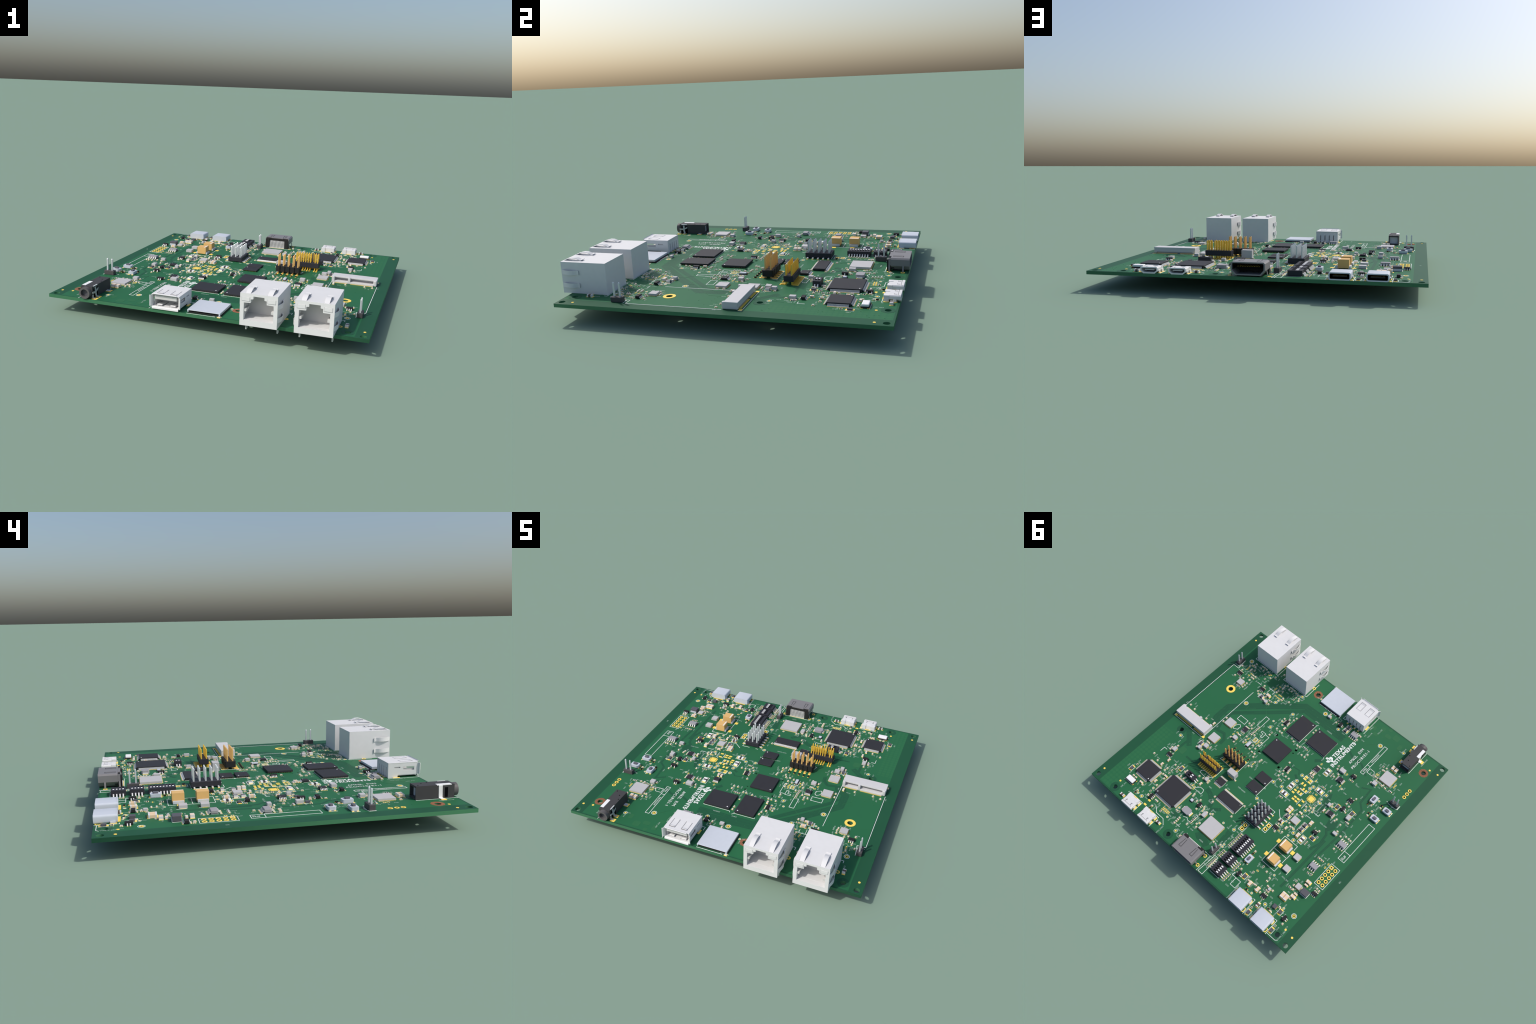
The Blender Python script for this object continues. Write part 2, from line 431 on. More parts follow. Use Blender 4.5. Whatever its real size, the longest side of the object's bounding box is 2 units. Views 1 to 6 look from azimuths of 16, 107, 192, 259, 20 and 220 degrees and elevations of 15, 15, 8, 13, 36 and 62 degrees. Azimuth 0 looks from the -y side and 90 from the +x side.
VIA_POINTS = [
    (0.718, -0.484), (0.568, -0.434), (0.534, -0.468), (0.28, -0.606), (0.403, -0.495), (0.576, -0.652),
    (0.656, -0.65), (0.341, -0.649), (0.318, -0.646), (0.459, -0.643), (0.441, -0.655), (0.153, -0.748),
    (0.299, -0.323), (0.246, -0.369), (0.222, -0.345), (-0.493, -0.228), (-0.768, -0.341), (0.614, 0.574),
    (0.564, 0.739), (0.301, 0.719), (0.312, 0.831), (0.618, 0.844), (0.157, 0.603), (0.155, 0.621),
    (0.094, 0.598), (0.101, 0.704), (-0.028, 0.584), (-0.437, -0.056), (-0.537, -0.064), (-0.361, 0.258),
    (-0.444, 0.269), (-0.352, 0.304), (-0.446, 0.333), (-0.442, 0.037), (-0.454, 0.071), (-0.781, -0.239),
    (-0.154, 0.722), (-0.15, 0.701), (-0.576, 0.626), (-0.772, 0.676), (-0.547, 0.83), (-0.786, 0.758),
]

PROBE_HOLES = [
    (0.834, -0.636), (0.579, -0.297), (0.036, -0.662), (-0.477, -0.729), (-0.875, 0.751),
]

MEDIUM_CAPACITORS_ALONG_Y = [
    (0.631, 0.021), (0.325, 0.472), (0.185, -0.329), (-0.234, -0.169), (-0.257, -0.172), (0.652, 0.495),
    (0.666, 0.555), (0.594, 0.688), (-0.395, 0.3), (-0.51, 0.002),
]

DIODES_ALONG_Y = [
    (0.35, 0.071), (0.313, 0.072), (0.276, 0.073), (0.24, 0.074), (0.203, 0.073), (0.636, 0.853),
    (0.461, 0.866), (-0.128, 0.487), (-0.719, -0.267), (-0.355, 0.611),
]

INDICATOR_LEDS_ALONG_Y = [
    (0.528, 0.478), (0.812, 0.733), (-0.567, -0.091), (-0.683, -0.12), (-0.427, 0.773), (-0.623, 0.944),
    (-0.786, 0.794), (-0.824, 0.928),
]

SHUNTS_ALONG_Y = [
    (-0.322, -0.263), (-0.194, 0.013), (-0.543, 0.289),
]

LARGE_CAPACITORS_ALONG_Y = [
    (-0.675, -0.637), (-0.706, -0.635), (-0.509, 0.147), (-0.499, 0.285), (-0.492, 0.789), (-0.561, 0.784),
]

BROWN_CAPACITORS_ALONG_X = [
    (0.691, 0.935), (0.328, 0.907), (-0.332, 0.285),
]

BARE_PADS_ALONG_X = [
    (0.509, 0.83), (0.509, 0.873), (-0.232, -0.101), (-0.232, -0.121), (-0.275, -0.1), (-0.277, -0.12),
    (-0.239, 0.019), (-0.238, 0.044), (-0.277, 0.062), (-0.275, 0.086), (-0.306, 0.062), (-0.305, 0.087),
    (-0.346, 0.052), (-0.347, 0.094),
]

SHUNTS_ALONG_X = [
    (-0.195, 0.097), (-0.382, -0.099),
]

INDICATOR_LEDS_ALONG_X = [
    (-0.593, 0.23),
]

BARE_PADS_ALONG_Y = [
    (-0.242, -0.06), (-0.267, -0.06), (-0.267, 0.014), (-0.292, 0.015), (-0.281, -0.027), (-0.306, -0.026),
]

DIODES_ALONG_X = [
    (-0.807, -0.324), (-0.772, -0.212), (-0.501, 0.832), (-0.71, 0.832),
]

BROWN_CAPACITORS_ALONG_Y = [
    (-0.637, 0.862), (0.855, -0.776),
]

HUGE_CAPACITORS_ALONG_Y = [
    (-0.719, 0.693), (-0.749, 0.693),
]

CHIP_INDUCTORS_ALONG_Y = []

HUGE_CAPACITORS_ALONG_X = []

SILK_LINES = []
SILK_LINES += [
    [(0.925, -0.344), (0.925, -0.51), (0.868, -0.51), (0.879, -0.596)],
    [(0.922, -0.528), (0.879, -0.528), (0.879, -0.605)],
    [(0.654, -0.514), (0.609, -0.514)],
    [(0.609, -0.415), (0.609, 0.175), (0.926, 0.175), (0.926, 0.154)],
    [(0.828, -0.701), (0.828, -0.681), (0.575, -0.681), (0.575, -0.776)],
    [(0.512, -0.706), (0.512, -0.681), (0.259, -0.681), (0.259, -0.845)],
    [(0.136, -0.704), (0.061, -0.704)],
    [(-0.068, -0.705), (-0.068, -0.736)],
    [(0.163, -0.316), (0.015, -0.316), (0.015, -0.526), (0.005, -0.538)],
    [(-0.028, -0.346), (-0.214, -0.346), (-0.214, -0.513)],
    [(-0.214, -0.345), (-0.225, -0.332)],
    [(-0.015, -0.524), (-0.024, -0.512)],
    [(-0.098, -0.762), (-0.098, -0.729), (-0.122, -0.729)],
    [(-0.31, -0.726), (-0.31, -0.926)],
    [(-0.507, -0.438), (-0.507, -0.748), (-0.535, -0.748), (-0.535, -0.438), (-0.507, -0.438)],
    [(-0.508, -0.527), (-0.533, -0.527)],
    [(-0.697, -0.687), (-0.79, -0.687), (-0.79, -0.926)],
    [(-0.545, -0.473), (-0.545, -0.514), (-0.585, -0.514), (-0.596, -0.498), (-0.596, -0.473), (-0.545, -0.473)],
    [(-0.909, -0.379), (-0.909, -0.414)],
    [(-0.829, -0.373), (-0.883, -0.373)],
    [(0.665, 0.879), (0.531, 0.879), (0.531, 0.975)],
    [(0.49, 0.879), (0.355, 0.879), (0.355, 0.888)],
    [(0.356, 0.976), (0.356, 0.92)],
    [(0.676, 0.878), (0.676, 0.889)],
    [(0.784, 0.831), (0.703, 0.831), (0.703, 0.82)],
    [(0.441, 0.831), (0.429, 0.831), (0.398, 0.862), (0.325, 0.862), (0.286, 0.898)],
    [(0.763, 0.48), (0.763, 0.438), (0.734, 0.438)],
    [(0.359, 0.172), (0.371, 0.213), (0.192, 0.213)],
    [(0.189, 0.209), (0.189, 0.084)],
    [(0.289, 0.358), (0.289, 0.264)],
    [(0.061, 0.254), (-0.053, 0.254), (-0.053, 0.074)],
    [(-0.051, 0.157), (-0.065, 0.172)],
    [(-0.038, 0.473), (-0.038, 0.38)],
    [(-0.123, 0.451), (-0.232, 0.451)],
    [(-0.121, 0.261), (-0.142, 0.261)],
    [(-0.192, 0.26), (-0.249, 0.26), (-0.249, 0.279)],
    [(-0.139, 0.543), (-0.139, 0.466), (-0.18, 0.466), (-0.18, 0.543), (-0.139, 0.543)],
    [(-0.274, 0.433), (-0.274, 0.351), (-0.307, 0.351), (-0.307, 0.433), (-0.274, 0.433)],
    [(0.191, 0.385), (0.191, 0.334)],
    [(0.404, 0.404), (0.404, 0.382), (0.381, 0.371), (0.297, 0.371), (0.336, 0.409), (0.388, 0.404), (0.404, 0.404)],
    [(0.357, 0.531), (0.33, 0.517), (0.307, 0.492), (0.273, 0.492), (0.264, 0.511), (0.264, 0.533), (0.292, 0.531), (0.357, 0.531)],
    [(0.157, 0.748), (0.147, 0.748), (0.147, 0.675), (0.172, 0.675)],
    [(0.157, 0.748), (0.183, 0.748), (0.201, 0.736), (0.229, 0.748)],
    [(0.226, 0.825), (0.188, 0.825)],
    [(-0.324, 0.104), (-0.324, 0.043), (-0.333, 0.043)],
    [(-0.357, 0.033), (-0.374, 0.048), (-0.374, 0.104)],
    [(-0.257, 0.222), (-0.307, 0.268), (-0.353, 0.268), (-0.353, 0.295)],
    [(-0.433, 0.12), (-0.481, 0.12)],
    [(-0.468, 0.066), (-0.51, 0.066), (-0.51, 0.046)],
    [(-0.374, 0.226), (-0.374, 0.24)],
    [(-0.437, 0.179), (-0.437, 0.237)],
    [(-0.433, 0.476), (-0.433, 0.352), (-0.555, 0.352), (-0.555, 0.392)],
    [(-0.558, 0.476), (-0.558, 0.435)],
    [(-0.441, 0.474), (-0.553, 0.474)],
    [(-0.433, 0.476), (-0.433, 0.604), (-0.556, 0.604), (-0.556, 0.561)],
    [(-0.556, 0.523), (-0.556, 0.478)],
    [(-0.434, 0.48), (-0.434, 0.436)],
    [(-0.633, 0.45), (-0.633, 0.395)],
    [(-0.636, 0.568), (-0.636, 0.512)],
    [(-0.829, 0.219), (-0.829, -0.141), (-0.883, -0.141), (-0.883, 0.219), (-0.829, 0.219)],
    [(-0.829, 0.146), (-0.885, 0.146)],
    [(-0.822, 0.475), (-0.822, 0.283), (-0.899, 0.283), (-0.899, 0.475), (-0.822, 0.475)],
    [(0.12, 0.833), (-0.14, 0.833), (-0.14, 0.976)],
]
SILK_LINES += [
    [(-0.16, 0.83), (-0.16, 0.854), (-0.151, 0.968), (-0.191, 0.968), (-0.191, 0.806), (-0.16, 0.806), (-0.16, 0.83)],
    [(-0.111, 0.816), (-0.149, 0.816), (-0.149, 0.74)],
    [(-0.389, 0.884), (-0.389, 0.824), (-0.434, 0.824), (-0.434, 0.884), (-0.389, 0.884)],
    [(-0.391, 0.824), (-0.353, 0.824), (-0.353, 0.798)],
    [(-0.213, 0.911), (-0.298, 0.911), (-0.298, 0.899)],
    [(-0.443, 0.974), (-0.443, 0.852)],
    [(-0.584, 0.85), (-0.599, 0.85), (-0.599, 0.978)],
    [(-0.654, 0.972), (-0.654, 0.854)],
    [(-0.793, 0.854), (-0.81, 0.854), (-0.81, 0.975)],
    [(-0.814, 0.962), (-0.888, 0.962), (-0.902, 0.948)],
    [(-0.701, 0.835), (-0.743, 0.835), (-0.743, 0.845)],
    [(-0.852, 0.604), (-0.852, 0.544)],
    [(-0.786, 0.597), (-0.786, 0.555)],
    [(0.37, -0.204), (0.37, -0.314), (0.336, -0.314), (0.336, -0.207)],
    [(0.36, -0.109), (0.341, -0.109), (0.341, -0.208)],
    [(0.529, -0.14), (0.529, -0.184), (0.449, -0.184), (0.449, -0.14), (0.529, -0.14)],
    [(0.49, -0.053), (0.499, -0.077), (0.489, -0.103), (0.47, -0.116), (0.456, -0.104), (0.456, -0.071), (0.49, -0.053)],
    [(0.301, -0.176), (0.301, -0.192), (0.261, -0.192), (0.261, -0.144), (0.278, -0.144), (0.278, -0.176), (0.301, -0.176)],
    [(0.257, -0.184), (0.221, -0.184), (0.221, -0.069), (0.24, -0.069)],
    [(0.313, -0.0), (0.313, -0.058), (0.283, -0.058)],
    [(0.301, -0.075), (0.301, -0.114), (0.272, -0.114), (0.272, -0.075), (0.301, -0.075)],
    [(-0.711, -0.302), (-0.711, -0.289)],
    [(-0.754, -0.364), (-0.754, -0.283)],
    [(-0.904, -0.333), (-0.904, -0.29), (-0.891, -0.29)],
    [(-0.868, -0.226), (-0.868, -0.18), (-0.858, -0.18)],
    [(-0.824, -0.381), (-0.81, -0.381)],
    [(-0.861, -0.365), (-0.912, -0.377), (-0.912, -0.415)],
    [(-0.381, 0.626), (-0.381, 0.7), (-0.371, 0.7)],
    [(0.555, -0.409), (0.555, -0.458)],
    [(0.526, -0.493), (0.526, -0.538), (0.482, -0.538), (0.482, -0.504)],
    [(0.524, -0.538), (0.547, -0.538)],
    [(-0.312, -0.59), (-0.303, -0.649)],
    [(-0.295, -0.676), (-0.295, -0.633)],
    [(-0.817, 0.143), (-0.817, 0.099)],
    [(-0.768, 0.364), (-0.768, 0.406)],
    [(-0.219, -0.095), (-0.219, -0.131), (-0.29, -0.131), (-0.29, -0.095), (-0.219, -0.095)],
    [(-0.261, 0.029), (-0.303, 0.029), (-0.303, -0.004)],
    [(-0.273, -0.013), (-0.319, -0.013), (-0.319, -0.045)],
    [(-0.265, -0.213), (-0.265, -0.249)],
    [(-0.217, -0.512), (-0.022, -0.512)],
    [(0.016, -0.524), (0.163, -0.524), (0.163, -0.51)],
    [(-0.071, -0.92), (0.108, -0.92)],
    [(0.925, -0.346), (0.925, 0.062)],
]

# ------------------------------------------------------------------ the board itself
MOUNT_HOLES = [(sx * 0.964, y, 0.019) for sx in (-1, 1) for y in (-0.892, 0.940)]
KEEP_OUT_HOLES = [(0.784, 0.927), (0.208, 0.921), (-0.875, 0.923), (0.783, 0.234), (0.873, -0.864)]
COPPER_RING_HOLES = [(0.199, -0.763), (-0.874, -0.765)]
M2_HOLE = (0.769, -0.313)
HEATSINK_HOLES = [(0.193, -0.245), (-0.013, -0.245), (-0.013, -0.038), (0.193, -0.038)]
PEG_HOLES = [(0.193, -0.108), (-0.013, -0.208)]
ROUND_THROUGH_PADS = [(-0.888, -0.569 + PITCH * k) for k in range(3)] + [(-0.159, 0.487), (-0.289, 0.409)]
ROUND_THROUGH_PADS += [(-0.842 - PITCH * c, 0.3075 + 0.0357 * r) for r in range(5) for c in range(2) if (r, c) != (0, 0)]
SQUARE_THROUGH_PADS = [(-0.159, 0.522), (-0.289, 0.373), (-0.842, 0.3075)]


def board():
    cu = bpy.data.curves.new("board_outline", "CURVE")
    cu.dimensions, cu.fill_mode, cu.extrude = "2D", "BOTH", THICK / 2

    def loop(pts):
        s = cu.splines.new("POLY")
        s.points.add(len(pts) - 1)
        for q, p in zip(s.points, pts):
            q.co = (p[0], p[1], 0, 1)
        s.use_cyclic_u = True

    loop([(-X_EDGE, Y_FRONT), (X_EDGE, Y_FRONT), (X_EDGE, Y_BACK), (-X_EDGE, Y_BACK)])
    holes = list(MOUNT_HOLES) + [(*p, 0.018) for p in KEEP_OUT_HOLES] + [(*p, 0.0185) for p in COPPER_RING_HOLES] + [(*M2_HOLE, 0.0195)]
    holes += [(*p, 0.0105) for p in HEATSINK_HOLES] + [(*p, 0.006) for p in PEG_HOLES]
    holes += [(*p, 0.0072) for p in ROUND_THROUGH_PADS + SQUARE_THROUGH_PADS] + [(*p, 0.0058) for p in PROBE_HOLES]
    for x, y, r in holes:
        n = 28 if r > 0.015 else 16
        loop([(x + r * math.cos(2 * math.pi * k / n), y + r * math.sin(2 * math.pi * k / n)) for k in range(n)])
    tmp = bpy.data.objects.new("outline", cu)
    bpy.context.scene.collection.objects.link(tmp)
    me = bpy.data.meshes.new_from_object(tmp.evaluated_get(bpy.context.evaluated_depsgraph_get()))
    bpy.data.objects.remove(tmp)
    me.materials.clear()
    me.materials.append(MASK)
    me.materials.append(LAMINATE)
    for p in me.polygons:
        p.material_index = 0 if abs(p.normal.z) > 0.5 else 1
    me.name = "printed_board"
    return put("printed_board", me, 0, 0, T - THICK / 2)


BOARD = board()

# darker gaps between copper pours and routed tracks, under the lacquer
TRACK_BUNDLES = [
    (7, 0.0085, [(0.590, 0.060), (0.660, -0.040), (0.662, -0.170), (0.430, -0.400), (0.199, -0.606), (-0.130, -0.617), (-0.215, -0.575)]),
    (4, 0.0085, [(0.575, 0.050), (0.600, -0.020), (0.600, -0.150), (0.410, -0.330), (0.190, -0.545), (0.175, -0.566), (-0.026, -0.566), (-0.225, -0.562)]),
    (3, 0.009, [(0.577, 0.044), (0.509, 0.030), (0.470, 0.072), (0.466, 0.120)]),
    (4, 0.010, [(0.630, 0.300), (0.704, 0.228), (0.751, 0.185)]),
    (2, 0.010, [(0.673, 0.279), (0.677, 0.338), (0.684, 0.399)]),
    (4, 0.009, [(0.262, 0.470), (0.215, 0.480), (0.150, 0.530), (0.140, 0.570)]),
    (2, 0.010, [(-0.600, 0.080), (-0.650, 0.140), (-0.660, 0.224), (-0.634, 0.308)]),
    (2, 0.009, [(-0.600, -0.340), (-0.663, -0.378), (-0.672, -0.235), (-0.719, -0.191), (-0.724, -0.026), (-0.717, 0.186), (-0.705, 0.343)]),
    (2, 0.010, [(-0.664, 0.661), (-0.669, 0.396), (-0.672, 0.180)]),
    (6, 0.009, [(0.055, 0.760), (0.025, 0.780), (-0.024, 0.782), (-0.062, 0.800)]),
    (5, 0.009, [(-0.123, 0.724), (-0.112, 0.599)]),
    (1, 0.009, [(-0.059, -0.143), (-0.081, -0.118), (-0.149, -0.128), (-0.173, -0.097)]),
    (3, 0.009, [(0.115, 0.640), (0.110, 0.560), (0.060, 0.520)]),
    (2, 0.009, [(-0.300, -0.540), (-0.380, -0.500), (-0.470, -0.500), (-0.560, -0.440)]),
    (2, 0.009, [(-0.300, 0.020), (-0.250, -0.020), (-0.150, -0.080)]),
    (2, 0.009, [(0.630, -0.100), (0.560, -0.200), (0.470, -0.280)]),
    (2, 0.008, [(0.45, 0.33), (0.50, 0.38), (0.58, 0.38)]),
]
POUR_GAPS = [
    [(-0.440, -0.110), (-0.470, -0.150), (-0.500, -0.080), (-0.500, 0.060), (-0.470, 0.070), (-0.465, -0.050)],
    [(-0.585, 0.030), (-0.650, 0.000), (-0.670, 0.060), (-0.640, 0.110), (-0.600, 0.100)],
    [(-0.172, -0.285), (-0.216, -0.325), (-0.230, -0.305), (-0.190, -0.262)],
    [(0.31, 0.80), (0.27, 0.80), (0.25, 0.77), (0.28, 0.75), (0.31, 0.77)],
]
LIGHT_POURS = [(-0.33, -0.83, 0.05, 0.04), (-0.40, -0.86, 0.035, 0.05), (-0.47, -0.84, 0.05, 0.035), (-0.38, -0.79, 0.04, 0.03), (-0.53, -0.87, 0.05, 0.05),
               (-0.60, -0.82, 0.03, 0.05), (-0.45, -0.90, 0.03, 0.03), (0.25, 0.04, 0.05, 0.03), (0.64, 0.36, 0.05, 0.06), (0.33, -0.20, 0.06, 0.04)]


def tracks():
    s, count = Shape(TRACE), 0
    for number, gap, path in TRACK_BUNDLES:
        p = [Vector(q) for q in path]
        for k in range(number):
            shift = (k - (number - 1) / 2) * gap
            line = []
            for i, q in enumerate(p):
                d = (p[min(i + 1, len(p) - 1)] - p[max(i - 1, 0)]).normalized()
                line.append(q + Vector((-d.y, d.x)) * shift)
            count += 1
            z = T + 0.00015 + 0.000004 * count
            s.ribbon(line, gap * (0.78 if k % 3 else 0.95), T - 0.002, z)
    for poly in POUR_GAPS:
        s.prism(poly, "z", T - 0.002, T + 0.00046)
    put("covered_track", s.mesh("covered_track"), z=0, stuff=True)
    s = Shape(TRACE_LIGHT)
    for k, (x, y, w, d) in enumerate(LIGHT_POURS):
        s.prism([(x + px, y + pz) for px, pz in rounded(w, d, 0.012)], "z", T - 0.002, T + 0.0005 + 0.00001 * k)
    rng = random.Random(11)
    for k in range(330):      # tented vias showing faintly through the lacquer
        x, y = rng.uniform(-0.88, 0.9), rng.uniform(-0.88, 0.93)
        s.disc(x, y, T - 0.002, T + 0.00064 + 0.0000004 * k, 0.0034, n=7)
    for k in range(26):       # single tracks wandering at 45 degrees
        x, y = rng.uniform(-0.8, 0.8), rng.uniform(-0.8, 0.8)
        a, b = rng.uniform(-0.12, 0.12), rng.choice((-1, 1)) * rng.uniform(0.02, 0.06)
        s.ribbon([(x, y), (x + abs(b), y + b), (x + abs(b), y + b + a)], 0.0022, T - 0.002, T + 0.00061 + 0.000001 * k)
    put("covered_via", s.mesh("covered_via"), z=0, stuff=True)
    s = Shape(TRACE)
    for x, y in KEEP_OUT_HOLES:
        s.ring(x, y, T - 0.002, T + 0.00071, 0.0385, 0.018, n=32)
    put("keep_out_ring", s.mesh("keep_out_ring"), z=0)


tracks()


def pads():
    s = Shape(GOLD_PAD)
    top = T + 0.0012
    for x, y in TEST_POINTS:
        s.disc(x, y, T - 0.002, top, 0.0068)
    for x, y in VIA_POINTS:
        s.disc(x, y, T - 0.002, top, 0.0042, n=12)
    for x, y in [(0.963, -0.824), (-0.896, -0.818), (-0.964, -0.828), (0.963, 0.879), (0.793, 0.867), (-0.895, 0.860), (-0.964, 0.871)]:
        s.disc(x, y, T - 0.002, top, 0.0078)
    for (x, y), along in [(p, "x") for p in BARE_PAD_PAIRS_ALONG_X] + [(p, "y") for p in BARE_PAD_PAIRS_ALONG_Y]:
        for side in (-1, 1):
            dx, dy = (side * 0.0055, 0) if along == "x" else (0, side * 0.0055)
            s.cbox(x + dx, y + dy, T - 0.002, 0.007, 0.007, 0.0032)
    for (x, y), along in [(p, "x") for p in BARE_PADS_ALONG_X] + [(p, "y") for p in BARE_PADS_ALONG_Y]:
        w, d = (0.014, 0.0225) if along == "x" else (0.0225, 0.014)
        s.cbox(x, y, T - 0.002, d, w, 0.0032)
    # empty power chip footprint
    cx, cy = -0.378, -0.005
    s.cbox(cx, cy, T - 0.002, 0.040, 0.040, 0.0032)
    for k in range(9):
        o = (k - 4) * 0.0048
        for side in (-1, 1):
            s.cbox(cx + side * 0.0265, cy + o, T - 0.002, 0.007, 0.0030, 0.0032)
            s.cbox(cx + o, cy + side * 0.0265, T - 0.002, 0.0030, 0.007, 0.0032)
    for x, y in [(-0.425, 0.411), (-0.561, 0.413), (-0.424, 0.543), (-0.559, 0.543)]:
        s.cbox(x, y, T - 0.002, 0.026, 0.030, 0.0032)
    put("solder_pad", s.mesh("solder_pad"), z=0, stuff=True)
    ring = Shape(GOLD_PAD)
    for x, y in ROUND_THROUGH_PADS:
        ring.ring(x, y, T - THICK - 0.001, top, 0.0138, 0.0072)
    for x, y in PROBE_HOLES:
        ring.ring(x, y, T - THICK - 0.001, top, 0.0118, 0.0058)
    for x, y in SQUARE_THROUGH_PADS:
        n = 16
        circle = [(x + 0.0072 * math.cos(2 * math.pi * k / n), y + 0.0072 * math.sin(2 * math.pi * k / n)) for k in range(n)]
        square = []
        for px, py in circle:
            f = 0.0132 / max(abs(px - x), abs(py - y))
            square.append((x + (px - x) * f, y + (py - y) * f))
        ring.tube(square, circle, "z", T - THICK - 0.001, top)
    ring.ring(*M2_HOLE, T - 0.002, T + 0.0016, 0.0375, 0.0195, n=40)
    for x, y in [(0.818, -0.789), (0.501, -0.789), (0.583, -0.789), (0.266, -0.789), (-0.111, 0.857), (-0.120, 0.941), (0.105, 0.857), (0.114, 0.941)]:
        ring.ring(x, y, T - 0.002, top, 0.0135, 0.0075)
    put("plated_ring", ring.mesh("plated_ring"), z=0)
    cu = Shape(COPPER)
    for x, y in COPPER_RING_HOLES:      # hatched bare copper around two screw holes
        cu.ring(x, y, T - 0.002, T + 0.0003, 0.0195, 0.0185, n=40)
        for k in range(13):
            o = -0.0342 + k * 0.0057
            reach = math.sqrt(max(0.0, 0.0365 ** 2 - o * o))
            hole = math.sqrt(max(0.0, 0.0192 ** 2 - o * o))
            d = Vector((0.727, -0.687)).normalized()      # hatch direction
            e = Vector((-d.y, d.x))
            for lo, hi in ((-reach, -hole), (hole, reach)) if hole > 0 else ((-reach, reach),):
                if hi - lo > 0.002:
                    a, b = Vector((x, y)) + e * o + d * lo, Vector((x, y)) + e * o + d * hi
                    cu.ribbon([a, b], 0.0026, T - 0.002, T + 0.0009)
    put("copper_ring", cu.mesh("copper_ring"), z=0)


pads()


# ------------------------------------------------------------------ white ink: lines and lettering
GLYPHS = {}


def glyph_mesh(text, size):
    cu = bpy.data.curves.new("lettering", "FONT")
    cu.body, cu.size, cu.resolution_u = text, size, 2
    o = bpy.data.objects.new("lettering", cu)
    bpy.context.scene.collection.objects.link(o)
    me = bpy.data.meshes.new_from_object(o.evaluated_get(bpy.context.evaluated_depsgraph_get()))
    bpy.data.objects.remove(o)
    return me


def write(shape, text, x, y, size, turn, width=None, bold=0.0):
    """Flat lettering joined to a shape; (x, y) is the start of the base line; width stretches it to that length."""
    key = text
    if key not in GLYPHS:
        me = glyph_mesh(text, 1.0)
        GLYPHS[key] = ([v.co.copy() for v in me.vertices], [tuple(p.vertices) for p in me.polygons])
        bpy.data.meshes.remove(me)
    vs, fs = GLYPHS[key]
    span = max(v.x for v in vs)
    kx = width / span if width else size
    c, s = math.cos(math.radians(turn)), math.sin(math.radians(turn))
    copies = [(0, 0)] + ([(bold, 0), (0, bold), (bold, bold)] if bold else [])
    for n, (ox, oy) in enumerate(copies):
        new = [shape.bm.verts.new((x + (v.x * kx + ox) * c - (v.y * size + oy) * s, y + (v.x * kx + ox) * s + (v.y * size + oy) * c, T + 0.0010 + 0.00003 * n)) for v in vs]
        for f in fs:
            try:
                shape.bm.faces.new([new[k] for k in f])
            except ValueError:
                pass


